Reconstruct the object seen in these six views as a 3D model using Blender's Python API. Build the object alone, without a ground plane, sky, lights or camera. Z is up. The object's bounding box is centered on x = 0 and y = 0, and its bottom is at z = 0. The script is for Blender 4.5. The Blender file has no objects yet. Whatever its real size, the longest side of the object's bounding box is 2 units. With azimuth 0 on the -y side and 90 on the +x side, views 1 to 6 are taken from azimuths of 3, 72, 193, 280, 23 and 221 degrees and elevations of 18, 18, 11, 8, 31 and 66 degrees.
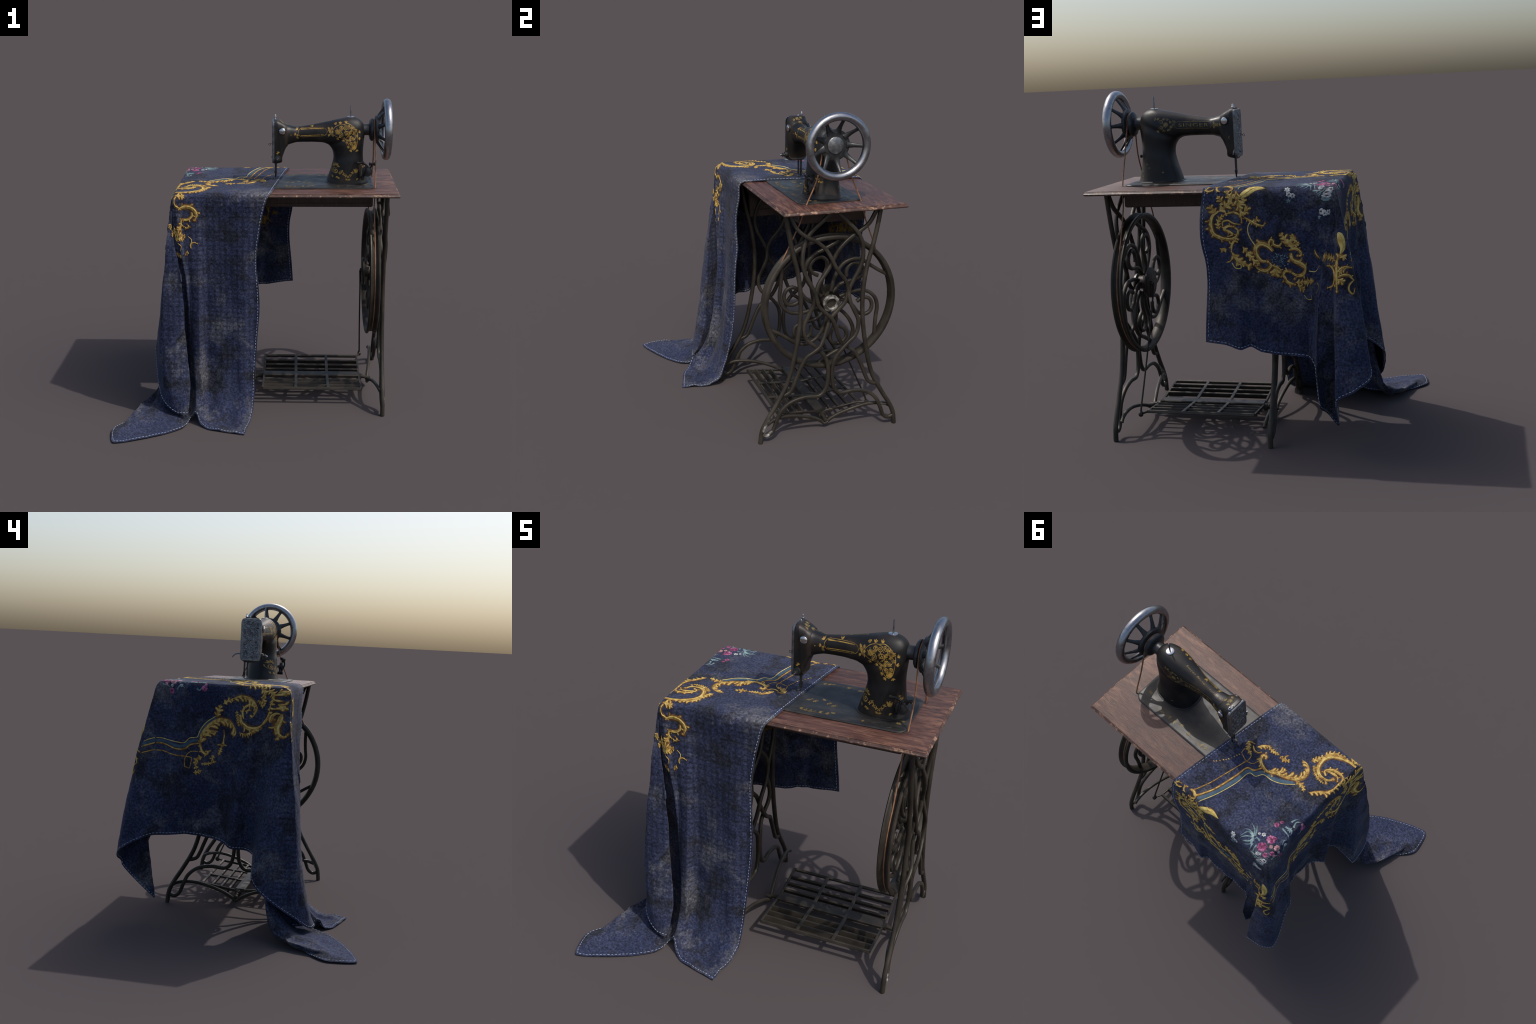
import bpy, bmesh, math, random
import numpy as np
from mathutils import Vector, Matrix, noise
from mathutils.bvhtree import BVHTree

random.seed(7)
pi = math.pi
scene = bpy.context.scene

# ------------------------------------------------------------------ materials
class Nodes:
    """Tiny helper around a material node tree."""
    def __init__(self, name):
        self.mat = bpy.data.materials.new(name)
        self.mat.use_nodes = True
        self.t = self.mat.node_tree
        self.t.nodes.clear()
        self.out = self.t.nodes.new('ShaderNodeOutputMaterial')
        self.bsdf = self.t.nodes.new('ShaderNodeBsdfPrincipled')
        self.t.links.new(self.bsdf.outputs[0], self.out.inputs[0])
        self.coord = self.t.nodes.new('ShaderNodeTexCoord').outputs['Object']
    def link(self, a, b):
        if isinstance(a, (int, float)):
            b.default_value = a
        elif isinstance(a, tuple):
            b.default_value = a if len(a) == 4 else (*a, 1.0)
        else:
            self.t.links.new(a, b)
    def set(self, **kw):
        for k, v in kw.items():
            self.link(v, self.bsdf.inputs[k.replace('_', ' ')])
    def mapped(self, scale=(1, 1, 1), rot=(0, 0, 0)):
        m = self.t.nodes.new('ShaderNodeMapping')
        self.link(self.coord, m.inputs['Vector'])
        m.inputs['Scale'].default_value = scale
        m.inputs['Rotation'].default_value = rot
        return m.outputs[0]
    def noise(self, scale, detail=4, rough=.55, vec=None, dist=0.0, color=False):
        n = self.t.nodes.new('ShaderNodeTexNoise')
        self.link(vec if vec is not None else self.coord, n.inputs['Vector'])
        n.inputs['Scale'].default_value = scale
        n.inputs['Detail'].default_value = detail
        n.inputs['Roughness'].default_value = rough
        n.inputs['Distortion'].default_value = dist
        return n.outputs['Color' if color else 'Fac']
    def voronoi(self, scale, feature='F1', vec=None, out='Distance'):
        n = self.t.nodes.new('ShaderNodeTexVoronoi')
        n.feature = feature
        self.link(vec if vec is not None else self.coord, n.inputs['Vector'])
        n.inputs['Scale'].default_value = scale
        return n.outputs[out]
    def wave(self, scale, dist=2.0, detail=2, vec=None, direction='X', dscale=1.0):
        n = self.t.nodes.new('ShaderNodeTexWave')
        n.bands_direction = direction
        self.link(vec if vec is not None else self.coord, n.inputs['Vector'])
        n.inputs['Scale'].default_value = scale
        n.inputs['Distortion'].default_value = dist
        n.inputs['Detail'].default_value = detail
        n.inputs['Detail Scale'].default_value = dscale
        return n.outputs['Fac']
    def ramp(self, fac, stops, mode='LINEAR'):
        r = self.t.nodes.new('ShaderNodeValToRGB')
        r.color_ramp.interpolation = mode
        el = r.color_ramp.elements
        while len(el) < len(stops):
            el.new(.5)
        for e, (p, c) in zip(el, stops):
            e.position = p
            e.color = (c, c, c, 1) if isinstance(c, (int, float)) else (*c, 1)
        self.link(fac, r.inputs[0])
        return r.outputs[0]
    def mix(self, fac, a, b, kind='MIX'):
        m = self.t.nodes.new('ShaderNodeMix')
        m.data_type = 'RGBA'
        m.blend_type = kind
        self.link(fac, m.inputs[0]); self.link(a, m.inputs[6]); self.link(b, m.inputs[7])
        return m.outputs[2]
    def math(self, op, a, b=0.0):
        m = self.t.nodes.new('ShaderNodeMath')
        m.operation = op
        self.link(a, m.inputs[0]); self.link(b, m.inputs[1])
        return m.outputs[0]
    def sep(self):
        s = self.t.nodes.new('ShaderNodeSeparateXYZ')
        self.link(self.coord, s.inputs[0])
        return s.outputs
    def bump(self, height, strength=.3, distance=.002):
        b = self.t.nodes.new('ShaderNodeBump')
        b.inputs['Strength'].default_value = strength
        b.inputs['Distance'].default_value = distance
        self.link(height, b.inputs['Height'])
        self.t.links.new(b.outputs[0], self.bsdf.inputs['Normal'])

def make_materials():
    M = {}
    # cast iron, brown-black with rubbed spots
    n = Nodes('cast_iron')
    base = n.ramp(n.noise(9, 5), [(.3, (.016, .0125, .0085)), (.55, (.031, .025, .0175)), (.8, (.055, .045, .032))])
    fleck = n.ramp(n.noise(48, 5, .75), [(.64, 0.0), (.74, 1.0)])
    n.set(Base_Color=n.mix(n.math('MULTIPLY', fleck, .5), base, (.17, .15, .12)),
          Roughness=n.ramp(n.noise(30, 4), [(.3, .42), (.7, .62)]), Metallic=.25, Specular_IOR_Level=.5)
    n.bump(n.noise(160, 4), .25, .002)
    M['iron'] = n.mat
    # bare metal where paint is worn off, reused for a painted brace highlight
    n = Nodes('worn_and_glint_iron')
    n.set(Base_Color=n.ramp(n.noise(40, 4), [(.44, (.05, .044, .036)), (.64, (.34, .325, .30))]), Roughness=.5, Metallic=.3)
    M['worn'] = n.mat
    # japanned black body
    n = Nodes('black_enamel')
    p = n.noise(7, 5, .6)
    base = n.ramp(p, [(.38, (.0050, .0053, .0060)), (.50, (.0095, .0080, .0072)), (.66, (.030, .021, .015))])
    n.set(Base_Color=base, Roughness=n.ramp(n.noise(11, 4), [(.3, .36), (.7, .56)]), Specular_IOR_Level=.40)
    n.bump(n.noise(60, 3), .06, .001)
    M['enamel'] = n.mat
    n = Nodes('bed_enamel')
    base = n.ramp(n.noise(8, 6, .6, n.mapped((1, 2.2, 1))), [(.3, (.008, .011, .015)), (.5, (.015, .014, .013)), (.72, (.040, .036, .031))])
    rub = n.ramp(n.noise(45, 5, .7), [(.56, 0.0), (.7, 1.0)])
    n.set(Base_Color=n.mix(n.math('MULTIPLY', rub, .3), base, (.065, .06, .052)),
          Roughness=n.ramp(n.noise(14, 4), [(.3, .36), (.7, .55)]))
    n.bump(n.noise(70, 4), .1, .001)
    M['bed'] = n.mat
    # polished steel
    n = Nodes('polished_steel')
    spots = n.ramp(n.noise(38, 6, .65), [(.52, 0.0), (.66, 1.0)])
    n.set(Base_Color=n.mix(n.math('MULTIPLY', spots, .55), (.36, .365, .385), (.17, .165, .165)),
          Roughness=n.ramp(n.noise(24, 5), [(.3, .24), (.7, .40)]), Metallic=1.0)
    M['steel'] = n.mat
    n = Nodes('dull_steel')
    n.set(Base_Color=n.ramp(n.noise(50, 4), [(.35, (.15, .155, .16)), (.65, (.27, .275, .285))]), Roughness=.42, Metallic=.9)
    n.bump(n.noise(220, 3), .2, .001)
    M['plate'] = n.mat
    n = Nodes('bright_steel')
    n.set(Base_Color=(.62, .62, .63), Roughness=.22, Metallic=1.0)
    M['bright'] = n.mat
    n = Nodes('dark_steel')
    n.set(Base_Color=n.ramp(n.noise(30, 4), [(.35, (.030, .032, .034)), (.7, (.065, .066, .068))]), Roughness=.42, Metallic=.6)
    M['dark'] = n.mat
    # table wood: dark red brown, greyed, worn orange edges
    n = Nodes('varnished_wood')
    g = n.mapped((1.3, 16, 16))
    grain = n.noise(7, 7, .62, g, .6)
    base = n.ramp(grain, [(.34, (.020, .0085, .0065)), (.46, (.066, .024, .0155)), (.58, (.092, .040, .028)), (.74, (.125, .080, .064))])
    pale = n.ramp(n.noise(5, 6, .68, n.mapped((1, 4, 4)), .4), [(.55, 0.0), (.68, 1.0)])
    fine = n.ramp(n.noise(26, 6, .7, g), [(.42, 0.0), (.60, 1.0)])
    base = n.mix(n.math('MULTIPLY', n.math('MULTIPLY', pale, fine), .75), base, (.27, .14, .085))
    xyz = n.sep()
    rim_ = n.math('MAXIMUM', n.ramp(n.math('ABSOLUTE', n.math('SUBTRACT', xyz[1], .165)), [(.325, 0.0), (.385, 1.0)]), n.ramp(xyz[0], [(.74, 0.0), (.90, 1.0)]))
    rub = n.ramp(n.noise(16, 6, .7, n.mapped((.7, 2.2, 1))), [(.50, 0.0), (.60, 1.0)])
    base = n.mix(n.math('MULTIPLY', n.math('MULTIPLY', rim_, rub), .5), base, (.26, .125, .070))
    n.set(Base_Color=base, Roughness=n.ramp(grain, [(.3, .36), (.7, .56)]), Specular_IOR_Level=.55)
    n.bump(n.noise(20, 7, .72, g), .6, .003)
    M['wood'] = n.mat
    n = Nodes('worn_wood_edge')
    chips = n.ramp(n.noise(26, 6, .7, n.mapped((1, 1, 1.6))), [(.53, 0.0), (.60, 1.0)])
    base = n.ramp(n.noise(14, 5, .6), [(.3, (.030, .014, .010)), (.7, (.085, .042, .030))])
    n.set(Base_Color=n.mix(chips, base, n.ramp(n.noise(60, 4), [(.3, (.17, .085, .048)), (.7, (.34, .21, .135))])), Roughness=.5)
    n.bump(n.noise(60, 5), .3, .002)
    M['wood_edge'] = n.mat
    n = Nodes('apron_wood')
    g = n.mapped((1.0, 1.0, 9.0))
    n.set(Base_Color=n.ramp(n.noise(14, 6, .6, n.mapped((14, 14, 1.2))), [(.3, (.026, .015, .011)), (.55, (.052, .031, .023)), (.8, (.090, .062, .048))]), Roughness=.55)
    M['apron'] = n.mat
    # leather belt
    n = Nodes('leather_belt')
    n.set(Base_Color=n.ramp(n.noise(40, 3), [(.3, (.17, .075, .035)), (.7, (.30, .15, .075))]), Roughness=.6)
    M['belt'] = n.mat
    # denim-like cloth
    n = Nodes('blue_cloth')
    blotch = n.noise(6.0, 6, .64, None, .3)
    fine = n.noise(85, 5, .72)
    base = n.ramp(n.noise(3.0, 4, .6), [(.34, (.017, .022, .050)), (.5, (.029, .035, .070)), (.68, (.044, .050, .086))])
    dark = n.ramp(blotch, [(.49, 0.0), (.60, 1.0)])
    base = n.mix(n.math('MULTIPLY', dark, .78), base, (.014, .0145, .017))
    pale = n.ramp(n.noise(4.2, 7, .70, n.mapped((1, 1, 1), (1, 2, 0)), .35), [(.52, 0.0), (.68, 1.0)])
    base = n.mix(n.math('MULTIPLY', pale, .75), base, (.110, .110, .118))
    # woven check: soft bars across and along
    check = n.math('MULTIPLY', n.wave(8.5, 3.2, 4, n.mapped((1, .6, 0)), 'X', 4), n.wave(10, 3.2, 4, n.mapped((0, .2, 1)), 'Z', 4))
    xyz = n.sep()
    front_face = n.math('MULTIPLY', n.ramp(n.math('MULTIPLY', xyz[1], -1.0), [(.215, 0.0), (.236, 1.0)]), n.ramp(xyz[2], [(.10, 0.0), (.30, 1.0)]))
    base = n.mix(front_face, base, n.mix(1.0, base, n.ramp(check, [(.0, .78), (.5, 1.22)]), 'MULTIPLY'))
    grain = n.ramp(fine, [(.33, .30), (.5, 1.0), (.66, 2.0)])
    base = n.mix(1.0, base, grain, 'MULTIPLY')
    n.set(Base_Color=base, Roughness=.92, Specular_IOR_Level=.15, Sheen_Weight=.05, Sheen_Roughness=.5)
    n.bump(n.noise(140, 4, .7), .6, .004)
    M['cloth'] = n.mat
    n = Nodes('pale_thread')
    n.set(Base_Color=n.ramp(n.noise(60, 3), [(.3, (.22, .27, .38)), (.7, (.42, .48, .60))]), Roughness=.85)
    M['thread'] = n.mat
    def print_mat(name, stops, scale=26, rough=.75):
        n = Nodes(name)
        n.set(Base_Color=n.ramp(n.noise(scale, 5, .65), stops), Roughness=rough, Specular_IOR_Level=.25)
        n.bump(n.noise(150, 4, .7), .35, .002)
        return n.mat
    M['gold'] = print_mat('gold_thread', [(.34, (.14, .065, .018)), (.45, (.31, .175, .040)), (.56, (.48, .32, .090)), (.72, (.64, .49, .20))], 45)
    M['faded_gold'] = print_mat('dull_gold_thread', [(.34, (.06, .034, .012)), (.5, (.17, .105, .028)), (.7, (.30, .20, .060))], 45)
    M['bronze'] = print_mat('bronze_thread', [(.35, (.040, .018, .010)), (.55, (.115, .052, .018)), (.75, (.22, .11, .03))])
    M['lemon'] = print_mat('yellow_thread', [(.32, (.40, .26, .055)), (.52, (.62, .48, .14)), (.74, (.74, .62, .28))], 40)
    M['band'] = print_mat('teal_thread', [(.35, (.030, .060, .095)), (.6, (.055, .10, .14)), (.8, (.09, .15, .18))])
    M['pink'] = print_mat('pink_thread', [(.36, (.09, .018, .05)), (.5, (.26, .05, .14)), (.66, (.46, .25, .33))], 60)
    M['rose'] = print_mat('rose_thread', [(.35, (.22, .09, .11)), (.55, (.42, .24, .25)), (.75, (.6, .42, .42))], 60)
    M['sage'] = print_mat('sage_thread', [(.35, (.055, .10, .11)), (.55, (.17, .25, .26)), (.75, (.36, .45, .44))], 50)
    M['white'] = print_mat('white_thread', [(.35, (.25, .27, .28)), (.7, (.62, .62, .60))], 60)
    n = Nodes('gilt_decal')
    worn = n.ramp(n.noise(55, 5, .7), [(.40, 0.0), (.54, 1.0)])
    n.set(Base_Color=n.mix(worn, (.13, .075, .014), n.ramp(n.noise(30, 3), [(.3, (.30, .175, .030)), (.7, (.46, .29, .060))])), Roughness=.5, Metallic=.1)
    M['gilt'] = n.mat
    n = Nodes('faded_gilt')
    n.set(Base_Color=n.ramp(n.noise(45, 5, .7), [(.38, (.045, .034, .014)), (.52, (.16, .11, .030)), (.7, (.27, .185, .050))]), Roughness=.5)
    M['faded'] = n.mat
    return M

MAT = make_materials()

# ------------------------------------------------------------------ mesh helpers
def link(o, parent=None):
    scene.collection.objects.link(o)
    if parent is not None:
        o.parent = parent
    return o

def mesh_obj(name, verts, faces, mat, parent=None, smooth=True, angle=None):
    me = bpy.data.meshes.new(name)
    me.from_pydata([tuple(map(float, v)) for v in verts], [], faces)
    me.update()
    if mat is not None:
        for m in (mat if isinstance(mat, (list, tuple)) else [mat]):
            me.materials.append(m)
    if smooth:
        me.polygons.foreach_set('use_smooth', [True] * len(me.polygons))
        if angle is not None:
            me.set_sharp_from_angle(angle=math.radians(angle))
    return link(bpy.data.objects.new(name, me), parent)

def empty(name, loc=(0, 0, 0), parent=None):
    o = bpy.data.objects.new(name, None)
    o.empty_display_size = .05
    link(o, parent)
    o.location = loc
    return o

class Build:
    """Collects geometry of one part."""
    def __init__(self):
        self.v, self.f = [], []
    def add(self, v, f):
        k = len(self.v)
        self.v += [tuple(p) for p in v]
        self.f += [tuple(i + k for i in q) for q in f]
        return self
    def obj(self, name, mat, parent=None, smooth=True, angle=40):
        return mesh_obj(name, self.v, self.f, mat, parent, smooth, angle)

def spline(pts, per=8, closed=False):
    """Centripetal-ish Catmull-Rom through the control points."""
    P = [np.array(p, float) for p in pts]
    n = len(P)
    if n == 2:
        return np.array([P[0] + (P[1] - P[0]) * i / per for i in range(per + 1)])
    out = []
    segs = n if closed else n - 1
    for i in range(segs):
        p1, p2 = P[i % n], P[(i + 1) % n]
        p0 = P[(i - 1) % n] if closed or i > 0 else 2 * p1 - p2
        p3 = P[(i + 2) % n] if closed or i + 2 < n else 2 * p2 - p1
        d0, d1, d2 = (max(np.linalg.norm(a - b), 1e-6) ** .5 for a, b in ((p1, p0), (p2, p1), (p3, p2)))
        m1 = ((p1 - p0) / d0 - (p2 - p0) / (d0 + d1) + (p2 - p1) / d1) * d1
        m2 = ((p2 - p1) / d1 - (p3 - p1) / (d1 + d2) + (p3 - p2) / d2) * d1
        for k in range(per):
            t = k / per
            out.append((2*t**3-3*t*t+1)*p1 + (t**3-2*t*t+t)*m1 + (-2*t**3+3*t*t)*p2 + (t**3-t*t)*m2)
    if not closed:
        out.append(P[-1])
    return np.array(out)

def tube(path, r, n=10, closed=False, flat=1.0, flat_dir=None, cap=True, square=1.0):
    """Round (or flattened) bar swept along a path. r: number or list."""
    P = np.array(path, float)
    m = len(P)
    R = np.full(m, r) if np.isscalar(r) else np.interp(np.linspace(0, 1, m), np.linspace(0, 1, len(r)), r)
    T = np.roll(P, -1, 0) - np.roll(P, 1, 0)
    if not closed:
        T[0], T[-1] = P[1] - P[0], P[-1] - P[-2]
    T /= np.linalg.norm(T, axis=1)[:, None] + 1e-12
    V, F = [], []
    u = np.array(flat_dir, float) if flat_dir is not None else (np.array([1., 0, 0]) if abs(T[0][0]) < .8 else np.array([0, 1., 0]))
    for i in range(m):
        if flat_dir is not None:
            u = np.array(flat_dir, float)
        u = u - T[i] * (u @ T[i])
        u /= np.linalg.norm(u) + 1e-12
        w = np.cross(T[i], u)
        for k in range(n):
            a = 2 * pi * k / n
            ca, sa = math.cos(a), math.sin(a)
            ca, sa = math.copysign(abs(ca) ** square, ca), math.copysign(abs(sa) ** square, sa)
            V.append(P[i] + R[i] * (ca * u * flat + sa * w))
    for i in range(m if closed else m - 1):
        j = (i + 1) % m
        for k in range(n):
            l = (k + 1) % n
            F.append((i*n+k, i*n+l, j*n+l, j*n+k))
    if cap and not closed:
        F.append(tuple(range(n))[::-1])
        F.append(tuple((m-1)*n + k for k in range(n)))
    return V, F

def lathe(profile, center, axis='x', n=40, closed_profile=False):
    """profile: (along axis, radius) pairs."""
    V, F = [], []
    m = len(profile)
    for a, r in profile:
        for k in range(n):
            t = 2 * pi * k / n
            c, s = r * math.cos(t), r * math.sin(t)
            p = {'x': (a, c, s), 'y': (s, a, c), 'z': (c, s, a)}[axis]
            V.append((p[0] + center[0], p[1] + center[1], p[2] + center[2]))
    for i in range(m if closed_profile else m - 1):
        j = (i + 1) % m
        for k in range(n):
            l = (k + 1) % n
            F.append((i*n+k, i*n+l, j*n+l, j*n+k))
    if not closed_profile:
        F.append(tuple(range(n))[::-1])
        F.append(tuple((m-1)*n + k for k in range(n)))
    return V, F

def rounded_slab(x0, x1, y0, y1, prof, r, n=8):
    """Plate with rounded corners; prof = (inset, z) from bottom to top."""
    V, F = [], []
    ring = 4 * (n + 1)
    for ins, z in prof:
        for cx, cy, a0 in ((x1, y1, 0), (x0, y1, 90), (x0, y0, 180), (x1, y0, 270)):
            sx, sy = (1 if cx == x1 else -1), (1 if cy == y1 else -1)
            for k in range(n + 1):
                a = math.radians(a0 + 90 * k / n)
                rr = max(r - ins, .0005)
                V.append((cx - sx * max(r, ins) + rr * math.cos(a), cy - sy * max(r, ins) + rr * math.sin(a), z))
    for i in range(len(prof) - 1):
        for k in range(ring):
            l = (k + 1) % ring
            F.append((i*ring+k, i*ring+l, (i+1)*ring+l, (i+1)*ring+k))
    F.append(tuple(range(ring))[::-1])
    F.append(tuple((len(prof)-1)*ring + k for k in range(ring)))
    return V, F

def bar(p, q, w, h, up=(0, 0, 1)):
    """Rectangular bar with slightly chamfered edges."""
    p, q, up = np.array(p, float), np.array(q, float), np.array(up, float)
    t = q - p; t /= np.linalg.norm(t)
    s = np.cross(t, up); s /= np.linalg.norm(s); up = np.cross(s, t)
    c = min(w, h) * .2
    prof = [(w/2-c, -h/2), (w/2, -h/2+c), (w/2, h/2-c), (w/2-c, h/2), (-w/2+c, h/2), (-w/2, h/2-c), (-w/2, -h/2+c), (-w/2+c, -h/2)]
    V = [e + s*a + up*b for e in (p, q) for a, b in prof]
    F = [(k, k+8, (k+1) % 8 + 8, (k+1) % 8) for k in range(8)] + [tuple(range(8)), tuple(range(15, 7, -1))]
    return V, F

# ------------------------------------------------------------------ the machine: thing
machine = empty('treadle_sewing_machine', (.36, .1135, 0))
machine['label'] = 'antique black treadle sewing machine on scrolled iron stand'
machine['category'] = 'sewing machine'
MI = Matrix.Translation((-.36, -.1135, 0))
def fix(o):
    o.matrix_parent_inverse = MI
    return o
def part(b, name, mat, parent=None, **kw):
    return fix_child(b.obj(name, mat, parent or machine, **kw), parent)
def fix_child(o, parent):
    if parent is None:
        o.matrix_parent_inverse = MI
    return o

YC = .1135                       # symmetry plane of the stand

# ---- table top -----------------------------------------------------------
TX0, TX1, TY0, TY1 = -.488, .908, -.221, .55
b = Build().add(*rounded_slab(TX0 + .012, TX1 - .012, TY0 + .012, TY1 - .012, [(.002, 1.4535), (0, 1.4545), (0, 1.4580), (.003, 1.4595)], .006, 3))
table = part(b, 'table_top', MAT['wood'])
b = Build().add(*rounded_slab(TX0, TX1, TY0, TY1, [(.012, 1.4345), (.010, 1.4345), (.004, 1.437), (0, 1.4405), (0, 1.4445), (.004, 1.448), (.007, 1.4495), (.008, 1.4525), (.011, 1.4552), (.014, 1.4552)], .006, 3))
part(b, 'table_edge_moulding', MAT['wood_edge'], table)
b = Build().add(*rounded_slab(-.36, .75, -.074, .349, [(.012, 1.340), (.004, 1.343), (0, 1.350), (0, 1.434)], .012, 4))
part(b, 'apron_box', MAT['apron'])
b = Build()
for x0, x1 in ((-.33, .06), (.12, .72)):
    for z in (1.365, 1.415):
        b.add(*bar((x0, -.0755, z), (x1, -.0755, z), .006, .005))
part(b, 'apron_moulding', MAT['apron'])

# drawer case under the left end, hidden by the cloth from outside
case = part(Build().add(*rounded_slab(-.475, -.158, -.105, .349, [(.006, 1.152), (0, 1.156), (0, 1.434)], .006, 3)), 'drawer_case', MAT['apron'])
b = Build()
for y0, y1, z0, z1 in ((-.102, .345, 1.158, 1.205), (-.102, .345, 1.385, 1.430), (-.102, -.045, 1.205, 1.385), (.290, .345, 1.205, 1.385)):
    b.add(*bar((-.1575, y0, (z0 + z1) / 2), (-.1575, y1, (z0 + z1) / 2), .012, z1 - z0))
part(b, 'drawer_frame', MAT['apron'], case)

# ---- iron side frames ----------------------------------------------------
# strands of one frame in (offset from symmetry plane, height, lift out of the frame plane)
LEG = [(.296, 1.436), (.275, 1.31), (.25, 1.195), (.22, 1.08), (.203, .97), (.197, .87), (.2, .78), (.21, .68), (.23, .56),
       (.255, .445), (.285, .355), (.35, .235), (.405, .145), (.435, .08), (.446, .0)]
SWEEP = [(-.276, 1.436, 0), (-.228, 1.34, .012), (-.17, 1.291, .020), (-.108, 1.256, .012), (-.05, 1.205, .006), (-.017, 1.152, .013), (.014, 1.09, .015),
         (.047, 1.044, .010), (.086, .992, 0), (.105, .935, -.006), (.115, .865, .004), (.144, .80, .010), (.17, .742, .010), (.172, .69, .006), (.153, .64, .008),
         (.11, .602, .012), (.066, .56, .014), (.03, .505, .006), (.0155, .45, 0), (.0155, .36, 0), (.03, .30, 0), (.065, .265, 0), (.16, .267, 0), (.25, .246, 0),
         (.31, .197, .004), (.34, .135, .006), (.37, .065, .002), (.4, .046, 0), (.436, .056, 0)]
LOOP = [(-.02, 1.436, -.002), (-.035, 1.41, 0), (-.085, 1.36, -.004), (-.138, 1.306, -.012), (-.173, 1.25, -.006), (-.19, 1.195, .004), (-.193, 1.12, .010), (-.178, 1.068, .012),
        (-.143, 1.0, .014), (-.112, .937, .012), (-.087, .855, .014), (-.045, .81, .016), (0, .762, .015), (.022, .71, .010), (.045, .647, 0), (.075, .592, -.012),
        (.112, .563, -.012), (.155, .532, -.004), (.184, .483, 0), (.22, .4, 0), (.235, .36, 0), (.26, .315, 0), (.302, .297, 0)]
BRACE = [(-.405, .118, 0), (-.35, .138, -.014), (-.27, .139, -.030), (-.17, .118, -.045), (-.085, .086, -.060), (-.035, .058, -.068), (0, .034, -.070),
         (.035, .058, -.068), (.085, .086, -.060), (.17, .118, -.048), (.27, .140, -.038), (.35, .138, -.034), (.40, .124, -.034), (.425, .108, -.036)]
def side_frame(fx, sgn):
    legs = Build()
    for m in (-1, 1):
        legs.add(*tube(spline([(fx, YC + m * a, z) for a, z in LEG], 6), [.0138, .0138, .0138, .0145], 14))
    frame = part(legs, 'side_frame', MAT['iron'])
    for m in (1, -1):
        for nm, S in (('scroll_bar', SWEEP), ('loop_bar', LOOP)):
            lift = 1 if m == 1 else -.75
            pts = [(fx + sgn * (lift * h), YC + m * a, z) for a, z, h in S]
            part(Build().add(*tube(spline(pts, 7), .0118, 16, flat=.95, flat_dir=(1, 0, 0), square=.62)), nm, MAT['iron'], frame)
    pts = [(fx + sgn * h, YC + a, z) for a, z, h in BRACE]
    part(Build().add(*tube(spline(pts, 7), .0105, 16, flat_dir=(1, 0, 0), square=.7)), 'treadle_brace', MAT['iron'], frame)
    # top flange bolted under the table
    fl = Build()
    for a, c in ((-.305, -.255), (-.055, .055), (.255, .305)):
        fl.add(*bar((fx, YC + a, 1.4335), (fx, YC + c, 1.4335), .034, .008))
    part(fl, 'mounting_flange', MAT['iron'], frame)
    # pin in the middle of the brace carrying the treadle
    part(Build().add(*lathe([(-.02, .006), (-.018, .011), (.018, .011), (.02, .006)], (fx - sgn * .068, YC, .062), 'x', 18)), 'pivot_pin', MAT['iron'], frame)
    return frame
fr = side_frame(.83, 1)
side_frame(-.097, -1)
# worn bare spots on the right frame: foot of the front leg and the point of the brace; plus one painted highlight
b = Build()
b.add(*tube(spline([(.8315, YC - .362, .205), (.8315, YC - .395, .155), (.8315, YC - .428, .092), (.832, YC - .438, .068)], 6), [.008, .0142, .0146, .011], 12))
b.add(*tube(spline([(.8315, YC - .432, .057), (.8315, YC - .415, .049), (.8315, YC - .398, .047), (.8315, YC - .383, .058), (.832, YC - .372, .075)], 6), [.0115, .0125, .0128, .0125, .008], 12))
b.add(*tube(spline([(.797, YC + .30, .1415), (.796, YC + .35, .138), (.796, YC + .40, .124), (.794, YC + .425, .108)], 5), [.006, .0112, .0112, .010], 12))  # rear end of the brace: a highlight put in as a pale sleeve
b.add(*tube(spline([(.7645, YC - .022, .050), (.762, YC, .0335), (.7645, YC + .022, .050)], 5), [.006, .0112, .006], 12))
part(b, 'bare_metal_and_glint', MAT['worn'], fr)

# ---- flywheel --------------------------------------------------------------
WC = (.762, .1215, .849)
rim = [(-.032, .399), (-.035, .408), (-.033, .419), (-.028, .424), (-.020, .422), (-.012, .409), (.0, .404), (.012, .409), (.020, .422), (.028, .424), (.033, .419), (.035, .408), (.032, .399), (.018, .391), (0, .388), (-.018, .391)]
wheel = part(Build().add(*lathe(rim, WC, 'x', 72, True)), 'flywheel', MAT['iron'])
ARM = [(.394, -4), (.358, 4), (.335, 13), (.322, 24), (.300, 34), (.255, 44), (.200, 50), (.145, 54), (.07, 57)]
CURL = [(.186, 28), (.205, 32.5), (.227, 34.5), (.252, 34), (.272, 31.5), (.288, 26), (.293, 20), (.286, 14.5), (.26, 9.5), (.23, 9), (.202, 11), (.165, 19), (.12, 30), (.06, 42)]
def polar(prof, base, dx):
    return [(WC[0] + dx, WC[1] + r * math.cos(math.radians(base + a)), WC[2] + r * math.sin(math.radians(base + a))) for r, a in prof]
arm_me = curl_me = None
for k in range(6):
    base = 25 + 60 * k
    part(Build().add(*tube(spline(polar(ARM, base, .004), 6), .0112, 16, flat_dir=(1, 0, 0), square=.62)), 'wheel_arm', MAT['iron'], wheel)
    part(Build().add(*tube(spline(polar(CURL, base, -.006), 6), .0110, 16, flat_dir=(1, 0, 0), square=.62)), 'wheel_scroll', MAT['iron'], wheel)
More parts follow.
